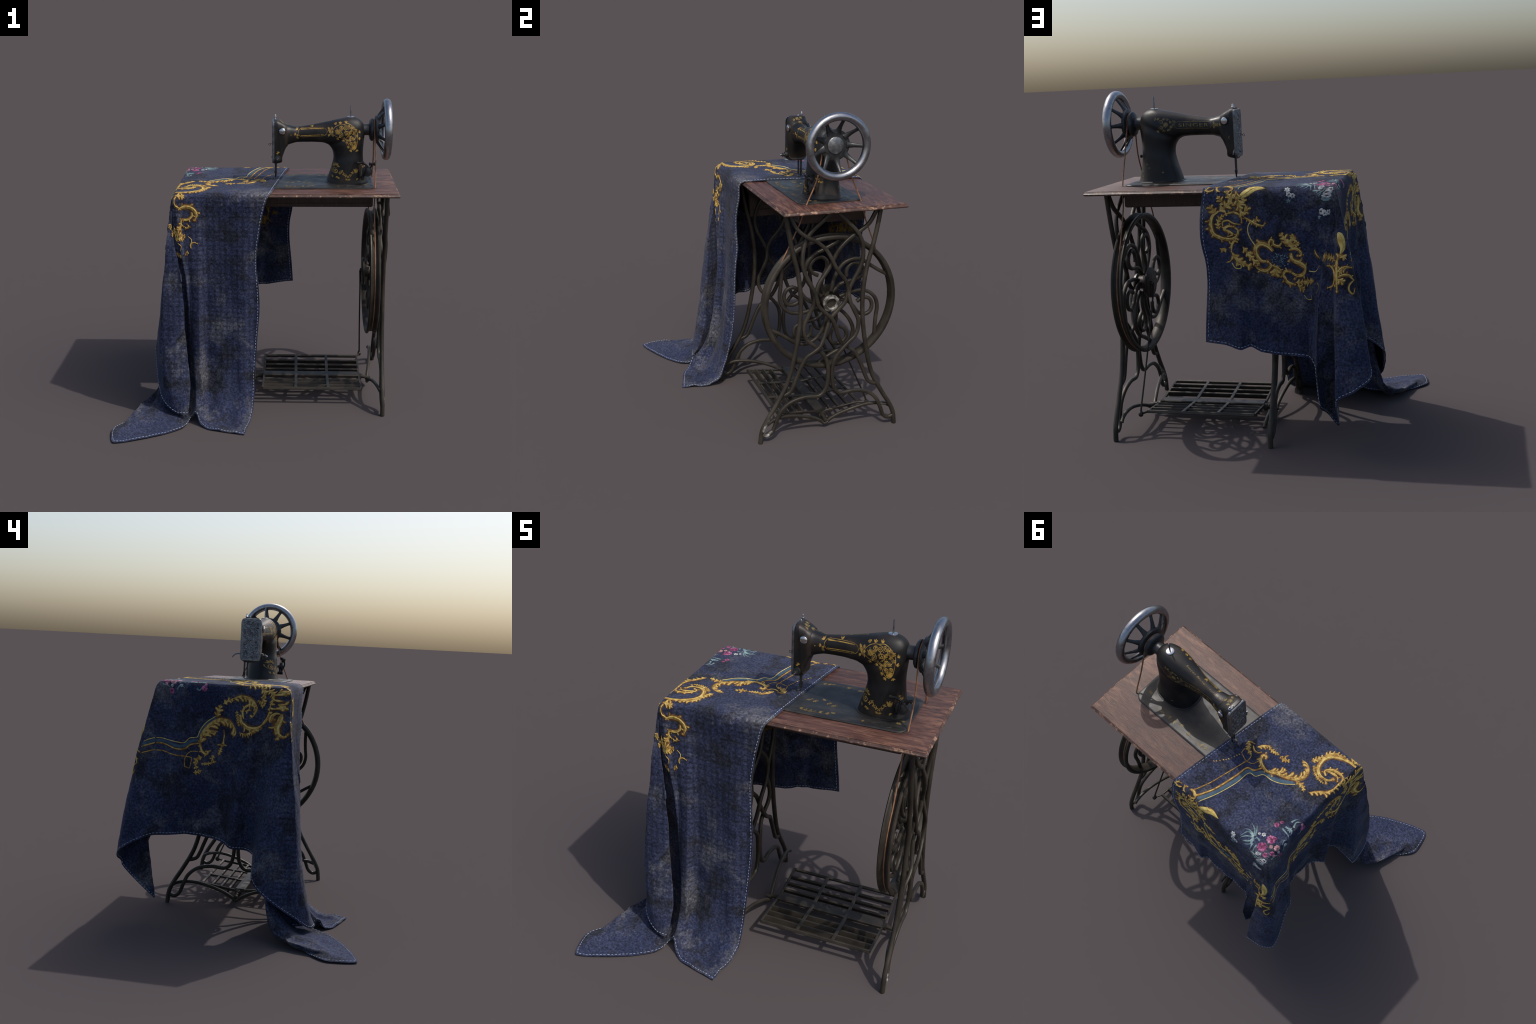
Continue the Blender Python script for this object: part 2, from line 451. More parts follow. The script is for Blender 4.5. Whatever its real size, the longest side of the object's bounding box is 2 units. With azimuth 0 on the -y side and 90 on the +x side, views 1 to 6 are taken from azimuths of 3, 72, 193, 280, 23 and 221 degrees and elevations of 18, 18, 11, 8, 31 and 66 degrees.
hub = Build().add(*lathe([(-.058, .0), (-.058, .086), (-.054, .092), (-.046, .092), (-.042, .086), (-.042, .050), (-.03, .040), (.02, .040), (.03, .052), (.040, .050), (.042, .042), (.036, .030), (.030, .026), (.028, .0)], WC, 'x', 40))
part(hub, 'wheel_hub', MAT['iron'], wheel)
ring = [(.030, .053), (.042, .052), (.046, .044), (.046, .034), (.040, .029), (.030, .030)]
part(Build().add(*lathe(ring, WC, 'x', 32, True)), 'bearing_ring', MAT['worn'], wheel)
part(Build().add(*lathe([(-.070, .0), (-.070, .010), (-.066, .013), (-.05, .013)], (WC[0], WC[1] + .016, WC[2]), 'x', 20)), 'crank_stud', MAT['iron'], wheel)

# ---- pitman rod ------------------------------------------------------------
pit = Build().add(*tube(spline([(.694, .128, .848), (.697, .145, .76), (.706, .25, .5), (.716, .35, .27), (.722, .402, .15), (.7225, .412, .122)], 5), [.007, .0055, .005, .005, .0055, .007], 10))
pit.add(*lathe([(-.012, .0), (-.010, .014), (0, .018), (.010, .014), (.012, .0)], (.7225, .413, .113), 'x', 18))
part(pit, 'pitman_rod', MAT['iron'])

# ---- treadle ---------------------------------------------------------------
tx0, tx1 = .040, .699
def tz(y):                       # shallow trough: both edges raised
    u = (y - YC) / .26
    return .080 + .032 * min(abs(u), 1.05)
ty0, ty1 = -.177, .362
tre = Build()
for x in (tx0, tx1):
    tre.add(*bar((x, ty0, tz(ty0)), (x, YC, tz(YC)), .014, .016))
    tre.add(*bar((x, YC, tz(YC)), (x, ty1, tz(ty1)), .014, .016))
treadle = part(tre, 'treadle', MAT['iron'])
rows = [ty0, -.125, -.070, -.014, .180, .238, .298, ty1]
for y in rows:
    tilt = .25 if y < YC else -.25
    edge = y in (ty0, ty1)
    drop = 0 if edge else .007
    part(Build().add(*bar((tx0, y, tz(y) - drop), (tx1, y, tz(y) - drop), .016 if edge else .014, .020 if edge else .034, (0, tilt * 1.6, 1))), 'treadle_slat', MAT['iron'], treadle)
mid = Build().add(*bar((tx0, YC - .010, .086), (tx1, YC - .010, .086), .066, .022))
mid.add(*tube([(tx0 - .03, YC, .072), (tx1 + .03, YC, .072)], .015, 14))
mid.add(*lathe([(-.055, .0), (-.055, .010), (-.02, .012), (-.018, .022), (0, .024)], (tx0, YC, .068), 'x', 18))
mid.add(*lathe([(.0, .024), (.018, .022), (.02, .012), (.055, .010), (.055, .0)], (tx1, YC, .068), 'x', 18))
part(mid, 'pivot_bar', MAT['iron'], treadle)
for x in (.262, .478):
    part(Build().add(*bar((x, ty0, tz(ty0) + .004), (x, YC, tz(YC) + .010), .020, .012)).add(*bar((x, YC, tz(YC) + .010), (x, ty1, tz(ty1) + .004), .020, .012)), 'treadle_crossbar', MAT['iron'], treadle)
b = Build().add(*bar((tx1, ty1, tz(ty1)), (.722, .41, .113), .012, .012))
part(b, 'treadle_lug', MAT['iron'], treadle)

# ---- machine head: body ------------------------------------------------------
HY = .123
# (inner x, inner z, outer x, outer z, half width, squareness)
SECT = [(.461, 1.466, .724, 1.466, .108, 2.5), (.462, 1.474, .722, 1.474, .107, 2.5), (.468, 1.50, .713, 1.50, .104, 2.4), (.477, 1.53, .705, 1.535, .101, 2.4), (.488, 1.565, .698, 1.575, .098, 2.3), (.497, 1.60, .693, 1.62, .095, 2.3),
        (.501, 1.632, .691, 1.67, .089, 2.3), (.496, 1.668, .694, 1.725, .087, 2.3), (.482, 1.695, .699, 1.778, .086, 2.3), (.466, 1.711, .698, 1.818, .080, 2.3), (.450, 1.719, .686, 1.850, .083, 2.3),
        (.435, 1.724, .662, 1.874, .080, 2.3), (.420, 1.726, .625, 1.887, .076, 2.3), (.405, 1.727, .575, 1.884, .069, 2.4), (.385, 1.728, .510, 1.871, .061, 2.3), (.362, 1.728, .44, 1.856, .053, 2.2),
        (.335, 1.728, .375, 1.843, .047, 2.2), (.305, 1.728, .32, 1.833, .045, 2.2), (.275, 1.727, .278, 1.827, .044, 2.2), (.250, 1.724, .248, 1.828, .049, 2.3), (.226, 1.717, .222, 1.834, .053, 2.3),
        (.203, 1.703, .198, 1.844, .059, 3.2), (.187, 1.680, .176, 1.856, .064, 4.0), (.175, 1.648, .157, 1.866, .0645, 4.2), (.165, 1.615, .142, 1.873, .066, 4.6), (.152, 1.594, .130, 1.876, .066, 5), (.118, 1.587, .118, 1.877, .066, 5)]
def body_mesh():
    per, n = 5, 56
    S = spline(SECT, per)
    V, F = [], []
    for ix, iz, ox, oz, hw, ex in S:
        c = np.array([(ix + ox) / 2, HY, (iz + oz) / 2]); h = np.array([(ox - ix) / 2, 0, (oz - iz) / 2])
        for k in range(n):
            a = 2 * pi * k / n
            ca, sa = math.cos(a), math.sin(a)
            u = math.copysign(abs(ca) ** (2 / ex), ca); w = math.copysign(abs(sa) ** (2 / ex), sa)
            V.append(c + h * u + np.array([0, hw * w, 0]))
    m = len(S)
    for i in range(m - 1):
        for k in range(n):
            l = (k + 1) % n
            F.append((i*n+k, i*n+l, (i+1)*n+l, (i+1)*n+k))
    F.append(tuple(range(n))[::-1]); F.append(tuple((m-1)*n + k for k in range(n)))
    return V, F
BV, BF = body_mesh()
head = part(Build().add(BV, BF), 'machine_body', MAT['enamel'])
BODY = BVHTree.FromPolygons([Vector(v) for v in BV], BF)
# bed plate
bed = part(Build().add(*rounded_slab(.02, .757, -.076, .331, [(.004, 1.458), (0, 1.4605), (0, 1.4645), (.004, 1.4678), (.012, 1.4690), (.016, 1.4690)], .050, 10)), 'bed_plate', MAT['bed'])
part(Build().add([(.592 + .140 * math.copysign(abs(math.cos(a)) ** .8, math.cos(a)) * s, HY + .113 * math.copysign(abs(math.sin(a)) ** .8, math.sin(a)) * s, z) for s, z in ((1.0, 1.467), (1.0, 1.4705), (.975, 1.473)) for a in [2 * pi * k / 64 for k in range(64)]],
     [(i*64+k, i*64+(k+1) % 64, (i+1)*64+(k+1) % 64, (i+1)*64+k) for i in range(2) for k in range(64)] + [tuple(128 + k for k in range(64))]), 'pillar_flange', MAT['enamel'], head)
slide = []
for k in range(49):
    a = 2 * pi * k / 48
    slide.append((.628 + .052 * math.cos(a), -.037 + .020 * math.sin(a), 1.4688))
part(Build().add(*tube(slide[:-1], .0014, 6, closed=True)), 'slide_cover_rim', MAT['dark'], bed)

# shaft boss and hand wheel
HW = (.830, .126, 1.8055)
boss = [(-.155, .030), (-.150, .036), (-.106, .036), (-.103, .042), (-.099, .060), (-.093, .070), (-.086, .073), (-.080, .073), (-.077, .066), (-.075, .060), (-.068, .060), (-.066, .080), (-.062, .089), (-.046, .090), (-.043, .086), (-.041, .080), (-.040, .050), (-.040, .0)]
hand = part(Build().add(*lathe([(a, r) for a, r in boss], HW, 'x', 56)), 'hand_wheel', MAT['dark'])
rimp = [(.0255 * math.cos(t) + .008, .1720 + .0240 * math.sin(t)) for t in [2 * pi * k / 20 for k in range(20)]]
part(Build().add(*lathe(rimp, HW, 'x', 96, True)), 'wheel_rim', MAT['steel'], hand)
for k in range(9):
    a = math.radians(-2 + 40 * k)
    d = np.array([0, math.cos(a), math.sin(a)]); c = np.array(HW)
    pts = [c + np.array([x, 0, 0]) + d * r for x, r in ((-.048, .070), (-.044, .088), (-.030, .112), (-.012, .138), (.003, .160))]
    part(Build().add(*tube(pts, [.026, .0175, .0125, .0105, .0115], 12, flat=.55, flat_dir=(1, 0, 0))), 'wheel_spoke', MAT['dark'], hand)
part(Build().add(*lathe([(-.042, .049), (-.034, .049), (-.0315, .046), (-.0310, .0)], HW, 'x', 40)), 'stop_motion_knob', MAT['plate'], hand)
for yy in (-.02, .02):
    part(Build().add(*lathe([(-.0312, .0035), (-.0300, .003), (-.0299, 0)], (HW[0], HW[1] + yy * 1.3, HW[2] - .003), 'x', 12)), 'knob_screw', MAT['bright'], hand)

# face plate with relief scrolls
def face_plate():
    ny, nz = 90, 170
    y0, y1, z0, z1 = .056, .192, 1.597, 1.870
    V, F = [], []
    cy, cz, hy, hz = (y0+y1)/2, (z0+z1)/2, (y1-y0)/2, (z1-z0)/2
    for i in range(nz + 1):
        for j in range(ny + 1):
            u, w = 2*j/ny - 1, 2*i/nz - 1
            # squircle map of the grid gives the rounded corners
            e = .10
            yy = cy + hy * u * (1 - e * max(abs(w) - .8, 0) ** 2 / .04 * abs(u)) ; zz = cz + hz * w * (1 - e * .5 * max(abs(u) - .75, 0) ** 2 / .0625 * abs(w))
            edge = min(1 - abs(u), (1 - abs(w)) * 1.9)
            s = min(max((edge - .10) / .2, 0), 1)
            q = Vector((yy * 62, zz * 62, 3.1))
            f = noise.noise(q + noise.noise_vector(q * .6) * .9)
            g = math.sin(f * 15)
            h = .0016 * s * g * (1 if abs(u) < .72 else .3)
            rnd = -.004 * (1 - min(edge / .05, 1)) ** 2
            if abs(yy - .079) < .0018 and 1.742 < zz < 1.806: h = -.0035
            V.append((.1045 - h - rnd, yy, zz))
    W = ny + 1
    for i in range(nz):
        for j in range(ny):
            F.append((i*W+j, i*W+j+1, (i+1)*W+j+1, (i+1)*W+j))
    # back rim
    loop = [j for j in range(W)] + [i*W+ny for i in range(1, nz+1)] + [nz*W+j for j in range(ny-1, -1, -1)] + [i*W for i in range(nz-1, 0, -1)]
    k0 = len(V)
    for i in loop:
        V.append((.1185, V[i][1], V[i][2]))
    m = len(loop)
    for k in range(m):
        F.append((loop[k], k0 + k, k0 + (k+1) % m, loop[(k+1) % m]))
    return V, F
part(Build().add(*face_plate()), 'face_plate', MAT['plate'], head, angle=60)
part(Build().add(*lathe([(.1055, .0), (.1005, .006), (.0975, .0055), (.0965, 0)][::-1], (0, .123, 1.628), 'x', 16)), 'plate_screw', MAT['plate'], head)

# round covers front and back, pins, screws
part(Build().add(*lathe([(.0462, .0), (.0472, .010), (.0495, .017), (.0535, .0205), (.070, .0205)], (.170, 0, 1.807), 'y', 28)), 'cover_button', MAT['bright'], head)
part(Build().add(*lathe([(.0535, .0225), (.0525, .0235), (.0535, .0250), (.075, .0250)], (.170, 0, 1.807), 'y', 28)), 'cover_seat', MAT['enamel'], head)
part(Build().add(*lathe([(.178, .0205), (.194, .0205), (.1975, .018), (.199, .012), (.1995, .0)], (.170, 0, 1.807), 'y', 28)), 'cover_button', MAT['bright'], head)
part(Build().add(*lathe([(.172, .0245), (.1895, .0245), (.192, .0235)], (.170, 0, 1.807), 'y', 28)), 'cover_seat', MAT['enamel'], head)
sp = Build().add(*lathe([(1.880, .010), (1.886, .0235), (1.889, .0235), (1.891, .020), (1.8915, 0)], (.608, .127, 0), 'z', 28))
part(sp, 'spool_disc', MAT['bright'], head)
part(Build().add(*lathe([(1.885, .0048), (1.957, .0040), (1.962, .0030), (1.963, 0)], (.608, .127, 0), 'z', 12)), 'spool_pin', MAT['plate'], head)
pr = Build().add(*lathe([(1.865, .0060), (1.876, .0060), (1.878, .0085), (1.884, .0085), (1.886, .0055), (1.895, .0050), (1.900, .0035), (1.901, 0)], (.124, .161, 0), 'z', 14))
pr.add(*lathe([(1.865, .0045), (1.877, .0045), (1.881, .0030), (1.882, 0)], (.124, .137, 0), 'z', 12))
part(pr, 'presser_screw', MAT['bright'], head)
nb = Build().add(*lathe([(1.50, .0025), (1.503, .0058), (1.60, .0058)], (.127, .142, 0), 'z', 12))
nb.add(*lathe([(1.470, .0012), (1.503, .0018)], (.127, .142, 0), 'z', 8))
part(nb, 'needle_bar', MAT['dark'], head)
pb = Build().add(*lathe([(1.486, .004), (1.50, .0050), (1.512, .0085), (1.527, .0085), (1.530, .0058), (1.60, .0058)], (.124, .161, 0), 'z', 12))
pb.add(*bar((.124, .155, 1.483), (.112, .135, 1.481), .014, .004))
part(pb, 'presser_foot', MAT['dark'], head)
tk = Build().add(*lathe([(-.040, 0), (-.040, .007), (-.034, .008), (-.032, .0125), (-.026, .0125), (-.024, .008), (-.018, .009), (-.016, .019), (-.010, .020), (.004, .018)][::1], (.139, .060, 1.632), 'y', 24))
part(tk, 'tension_knob', MAT['dark'], head)
part(Build().add(*lathe([(-.046, 0), (-.046, .004), (-.040, .0045), (-.038, .0075), (-.033, .0075)], (.139, .060, 1.632), 'y', 16)), 'tension_screw', MAT['bright'], head)
part(Build().add(*tube(spline([(.119, .190, 1.640), (.116, .205, 1.6425), (.114, .222, 1.638), (.114, .236, 1.627), (.114, .244, 1.616)], 5), [.004, .0045, .0045, .0045, .003], 8, flat=.5, flat_dir=(1, 0, 0))), 'presser_lever', MAT['plate'], head)
tg = Build().add(*tube([(.088 + .0065 * math.cos(t), .085, 1.718 + .0065 * math.sin(t)) for t in [2*pi*k/16 for k in range(16)]], .0013, 6, closed=True))
tg.add(*tube([(.0945, .085, 1.720), (.106, .085, 1.724)], .0016, 6))
part(tg, 'thread_guide', MAT['dark'], head)

# bobbin winder
bw = Build().add(*lathe([(-.012, 0), (-.012, .018), (-.009, .022), (-.009, .030), (-.006, .0335), (.010, .0335), (.013, .030), (.013, .010), (.03, .010)], (.714, .008, 1.557), 'y', 32))
winder = part(bw, 'bobbin_winder', MAT['dark'])
a = Build()
a.add(*tube(spline([(.716, .02, 1.556), (.700, .022, 1.556), (.690, .016, 1.535), (.684, .014, 1.515)], 4), .0085, 10))
a.add(*tube([(.684, .030, 1.512), (.684, -.006, 1.512)], .011, 12))
a.add(*tube(spline([(.668, .0, 1.614), (.700, .0, 1.604), (.716, .004, 1.585)], 5), .0065, 10))
a.add(*tube(spline([(.690, .010, 1.52), (.704, -.012, 1.565), (.706, -.010, 1.60)], 5), .0055, 8))
part(a, 'winder_arm', MAT['enamel'], winder)
for x0, x1, z, r in ((.646, .694, 1.612, .0105), (.722, .764, 1.606, .0105)):
    part(Build().add(*lathe([(x0, .004), (x0 + .002, r), (x0 + .010, r), (x0 + .012, r * .75), (x1 - .012, r * .75), (x1 - .010, r), (x1 - .002, r), (x1, .004)], (0, .000, z), 'x', 16)), 'winder_spool', MAT['enamel'], winder)
part(Build().add(*tube([(.744, .0, 1.60), (.735, .004, 1.585), (.722, .01, 1.565)], .006, 8)), 'winder_lever', MAT['enamel'], winder)

# ---- drive belt -----------------------------------------------------------
GR = .405
def wheel_pt(deg):
    return (WC[0] + .000, WC[1] + GR * math.cos(math.radians(deg)), WC[2] + GR * math.sin(math.radians(deg)))
cx, cy, cz = HW[0] - .0715, HW[1], HW[2]
lower = [wheel_pt(d) for d in np.linspace(141, 399, 60)]
front = [(cx, cy - .060, cz + .004), (.7675, .030, 1.62), (.764, -.035, 1.458), (.758, -.075, 1.34)]
back = [(cx, cy + .060, cz + .004), (.769, .238, 1.62), (.768, .307, 1.458), (.758, .345, 1.34)]
over = [(cx, cy + .0625 * math.cos(t), cz + .0625 * math.sin(t)) for t in np.linspace(0, pi, 14)]
# one closed loop: over the pulley, down the front, round the flywheel, up the back
closed = [*over, *spline(front, 5)[1:], *lower, *spline(back[::-1], 5)[:-1]]
part(Build().add(*tube(closed, .0042, 8, closed=True)), 'drive_belt', MAT['belt'])
b = Build()
b.add(*rounded_slab(.752, .776, -.049, -.021, [(0, 1.4590), (0, 1.4601)], .006, 4)).add(*rounded_slab(.756, .780, .293, .321, [(0, 1.4590), (0, 1.4601)], .006, 4))  # thin dark plates laid on the table in place of cut belt holes
part(b, 'dark_belt_plate', MAT['apron'], table)

# ------------------------------------------------------------------ the cloth: thing
# A rectangular cloth over the left end of the table. It is described by "hang lines":
# each starts on the table edge and runs down to the hem. Between them the surface is interpolated.
CX, CY0, CY1, CZ = -.497, -.212, .541, 1.4675         # edges of the part lying flat
EDGE0, EDGE1 = .105, .208                             # right border at front / back
FRONT = [  # (start x, points down)
    (.105, [(.086, -.236, 1.448), (.053, -.237, 1.34), (.034, -.248, 1.232), (.015, -.245, 1.098), (.011, -.235, .99), (.022, -.255, .87), (.028, -.262, .72), (.012, -.264, .5), (-.003, -.290, .3), (-.007, -.325, .17), (-.016, -.385, .035), (-.035, -.48, .008), (-.06, -.62, .007)]),
    (-.05, [(-.055, -.239, 1.445), (-.07, -.246, 1.3), (-.09, -.256, 1.1), (-.1, -.267, .9), (-.1, -.281, .7), (-.105, -.297, .5), (-.11, -.317, .3), (-.12, -.35, .13), (-.13, -.418, .022), (-.14, -.5, .008), (-.15, -.598, .007)]),
    (-.2, [(-.2, -.236, 1.445), (-.2, -.235, 1.3), (-.2, -.237, 1.1), (-.2, -.245, .9), (-.2, -.261, .7), (-.205, -.28, .5), (-.21, -.307, .3), (-.215, -.353, .13), (-.22, -.43, .022), (-.225, -.5, .008), (-.235, -.575, .007)]),
    (-.31, [(-.31, -.235, 1.445), (-.308, -.232, 1.3), (-.305, -.232, 1.1), (-.305, -.235, .9), (-.308, -.243, .7), (-.312, -.26, .5), (-.31, -.286, .3), (-.305, -.338, .13), (-.3, -.43, .018), (-.295, -.5, .012), (-.293, -.556, .007)]),
    (-.38, [(-.378, -.236, 1.445), (-.375, -.243, 1.3), (-.37, -.252, 1.1), (-.362, -.266, .9), (-.36, -.284, .7), (-.36, -.305, .5), (-.352, -.337, .3), (-.342, -.395, .13), (-.335, -.452, .04), (-.335, -.48, .035), (-.344, -.515, .014)]),
    (-.45, [(-.45, -.236, 1.445), (-.447, -.24, 1.3), (-.43, -.242, 1.1), (-.415, -.25, .9), (-.41, -.262, .7), (-.41, -.28, .5), (-.395, -.317, .3), (-.385, -.38, .16), (-.38, -.44, .09), (-.381, -.473, .07)]),
]
CORNER_F = [  # front left corner: (angle in the flat cloth from 'front' to 'left', points)
    (4, [(-.495, -.240, 1.44), (-.485, -.255, 1.3), (-.465, -.26, 1.1), (-.44, -.262, .9), (-.43, -.262, .7), (-.425, -.265, .5), (-.412, -.28, .3), (-.405, -.33, .15), (-.41, -.39, .05), (-.415, -.445, .025)]),
    (12, [(-.50, -.240, 1.44), (-.498, -.25, 1.3), (-.485, -.25, 1.1), (-.46, -.24, .9), (-.455, -.23, .7), (-.455, -.225, .5), (-.45, -.235, .3), (-.445, -.3, .14), (-.44, -.4, .03), (-.44, -.5, .015), (-.446, -.53, .012)]),
    (20, [(-.503, -.240, 1.44), (-.508, -.248, 1.3), (-.51, -.24, 1.1), (-.5, -.225, .9), (-.51, -.21, .7), (-.515, -.205, .5), (-.53, -.22, .3), (-.535, -.27, .14), (-.54, -.36, .035), (-.55, -.48, .022), (-.553, -.62, .008)]),
    (28.5, [(-.506, -.240, 1.44), (-.515, -.245, 1.3), (-.525, -.23, 1.1), (-.545, -.205, .9), (-.56, -.19, .7), (-.57, -.185, .5), (-.59, -.19, .3), (-.62, -.24, .12), (-.68, -.38, .04), (-.77, -.56, .024), (-.866, -.748, .007)]),
    (31, [(-.507, -.240, 1.44), (-.518, -.243, 1.3), (-.535, -.22, 1.1), (-.56, -.19, .9), (-.585, -.17, .7), (-.6, -.17, .5), (-.615, -.188, .3), (-.64, -.205, .17), (-.663, -.23, .09), (-.70, -.28, .04), (-.76, -.335, .045), (-.828, -.52, .03), (-.846, -.565, .02), (-.908, -.596, .008)]),
    (35, [(-.507, -.240, 1.44), (-.52, -.243, 1.3), (-.535, -.22, 1.1), (-.555, -.19, .9), (-.575, -.172, .7), (-.59, -.165, .5), (-.607, -.17, .3), (-.632, -.192, .17), (-.655, -.235, .06), (-.69, -.30, .012), (-.75, -.42, .006)]),
    (40, [(-.507, -.241, 1.44), (-.522, -.245, 1.3), (-.53, -.235, 1.1), (-.53, -.222, .9), (-.535, -.215, .7), (-.545, -.21, .5), (-.555, -.215, .3), (-.56, -.25, .15), (-.56, -.29, .05)]),
    (45, [(-.507, -.242, 1.44), (-.52, -.25, 1.3), (-.505, -.265, 1.14), (-.467, -.315, .956), (-.455, -.325, .75), (-.45, -.335, .59), (-.43, -.36, .35), (-.423, -.385, .22), (-.43, -.43, .1), (-.441, -.459, .055)]),
    (51, [(-.509, -.240, 1.44), (-.525, -.252, 1.3), (-.522, -.270, 1.14), (-.517, -.305, .95), (-.522, -.333, .75), (-.528, -.355, .55), (-.532, -.388, .33), (-.517, -.422, .18), (-.495, -.447, .05)]),
    (59, [(-.513, -.237, 1.44), (-.537, -.25, 1.3), (-.553, -.268, 1.18), (-.577, -.295, .95), (-.595, -.322, .74), (-.608, -.343, .53), (-.612, -.356, .32), (-.608, -.362, .2), (-.607, -.378, .117)]),
    (71, [(-.515, -.228, 1.44), (-.539, -.222, 1.3), (-.553, -.205, 1.17), (-.592, -.185, .95), (-.622, -.168, .73), (-.650, -.140, .55), (-.684, -.10, .352)]),
    (76, [(-.514, -.222, 1.44), (-.524, -.19, 1.3), (-.528, -.15, 1.15), (-.535, -.11, .95), (-.535, -.087, .75), (-.535, -.078, .6), (-.54, -.072, .475)]),
    (82, [(-.514, -.21, 1.44), (-.520, -.15, 1.3), (-.518, -.09, 1.15), (-.513, -.052, .95), (-.504, -.036, .75), (-.503, -.03, .6), (-.505, -.028, .487)]),
]
LEFT = [
    (-.05, [(-.514, -.045, 1.44), (-.527, -.03, 1.3), (-.540, 0, 1.1), (-.554, .022, .9), (-.563, .045, .7), (-.567, .061, .505)]),
    (.06, [(-.514, .06, 1.44), (-.517, .065, 1.3), (-.513, .075, 1.1), (-.513, .09, .9), (-.517, .10, .7), (-.523, .11, .525)]),
    (.2, [(-.514, .20, 1.44), (-.512, .20, 1.3), (-.502, .205, 1.1), (-.495, .21, .9), (-.495, .215, .7), (-.500, .22, .547)]),
    (.35, [(-.514, .35, 1.44), (-.512, .35, 1.3), (-.503, .345, 1.1), (-.497, .34, .9), (-.497, .335, .7), (-.500, .33, .556)]),
    (.44, [(-.514, .44, 1.44), (-.528, .437, 1.3), (-.553, .430, 1.1), (-.575, .424, .9), (-.586, .420, .7), (-.588, .417, .562)]),
]
CORNER_B = [
    (12, [(-.516, .546, 1.44), (-.538, .543, 1.3), (-.560, .528, 1.1), (-.584, .524, .9), (-.612, .518, .7), (-.626, .51, .560)]),
    (27, [(-.516, .553, 1.44), (-.550, .575, 1.3), (-.590, .60, 1.1), (-.632, .630, .9), (-.665, .660, .7), (-.695, .692, .475)]),
    (35, [(-.511, .558, 1.44), (-.54, .59, 1.3), (-.56, .635, 1.1), (-.575, .675, .88), (-.588, .715, .65), (-.60, .742, .4)]),
    (40, [(-.508, .560, 1.44), (-.52, .588, 1.3), (-.522, .635, 1.1), (-.517, .672, .88), (-.51, .71, .65), (-.505, .746, .34)]),
    (44, [(-.506, .560, 1.44), (-.512, .577, 1.3), (-.5, .60, 1.1), (-.49, .612, .88), (-.487, .608, .65), (-.485, .578, .4), (-.485, .535, .135)]),
    (50, [(-.504, .560, 1.44), (-.505, .577, 1.3), (-.48, .597, 1.1), (-.45, .61, .88), (-.437, .62, .65), (-.432, .602, .42), (-.434, .572, .215)]),
    (58, [(-.50, .560, 1.44), (-.49, .578, 1.3), (-.455, .598, 1.1), (-.42, .612, .88), (-.4, .63, .65), (-.395, .655, .46), (-.404, .655, .29)]),
    (68, [(-.498, .560, 1.44), (-.48, .575, 1.3), (-.445, .588, 1.1), (-.41, .592, .88), (-.385, .6, .65), (-.375, .605, .5)]),
]
BACK = [
    (-.38, [(-.38, .562, 1.44), (-.37, .575, 1.3), (-.35, .580, 1.1), (-.335, .57, .88), (-.325, .566, .7), (-.32, .568, .535)]),
    (-.2, [(-.2, .563, 1.44), (-.2, .58, 1.3), (-.195, .585, 1.1), (-.19, .572, .88), (-.19, .565, .7), (-.19, .568, .545)]),
    (-.08, [(-.08, .563, 1.44), (-.08, .58, 1.3), (-.08, .584, 1.1), (-.08, .576, .88), (-.08, .573, .7), (-.08, .576, .563)]),
    (-.02, [(-.02, .560, 1.44), (-.02, .57, 1.3), (-.02, .574, 1.1), (-.02, .575, .88), (-.018, .572, .7), (-.018, .570, .59)]),
    (.04, [(.04, .560, 1.44), (.04, .57, 1.3), (.038, .58, 1.1), (.035, .592, .88), (.033, .602, .7), (.033, .608, .58)]),
    (.12, [(.12, .560, 1.44), (.125, .57, 1.3), (.122, .574, 1.1), (.12, .578, .88), (.125, .58, .7), (.13, .58, .602)]),
    (.208, [(.210, .558, 1.448), (.23, .566, 1.32), (.233, .568, 1.18), (.214, .565, 1.067), (.212, .563, .95), (.226, .568, .78), (.237, .577, .615)]),
]
WF, WB = 1.0, .8                                    # parameter width given to the two corners
S1 = EDGE0 - CX; S2 = S1 + WF; S3 = S2 + (CY1 - CY0); S4 = S3 + WB; S5 = S4 + (EDGE1 - CX)
COLS = [(EDGE0 - x, (x, CY0, CZ), p) for x, p in FRONT]
COLS += [(S1 + WF * a / 90, (CX, CY0, CZ), p) for a, p in CORNER_F]
COLS += [(S2 + y - CY0, (CX, y, CZ), p) for y, p in LEFT]
COLS += [(S3 + WB * a / 90, (CX, CY1, CZ), p) for a, p in CORNER_B]
COLS += [(S4 + x - CX, (x, CY1, CZ), p) for x, p in BACK]

TN = 161
def resample(P, n):
    d = np.r_[0, np.cumsum(np.linalg.norm(np.diff(P, axis=0), axis=1))]
    t = np.linspace(0, d[-1], n)
    return np.stack([np.interp(t, d, P[:, k]) for k in range(3)], 1), d[-1]

def start_of(s):
    if s <= S1: return (EDGE0 - s, CY0, CZ)
    if s <= S2: return (CX, CY0, CZ)
    if s <= S3: return (CX, CY0 + s - S2, CZ)
    if s <= S4: return (CX, CY1, CZ)
    return (CX + s - S4, CY1, CZ)

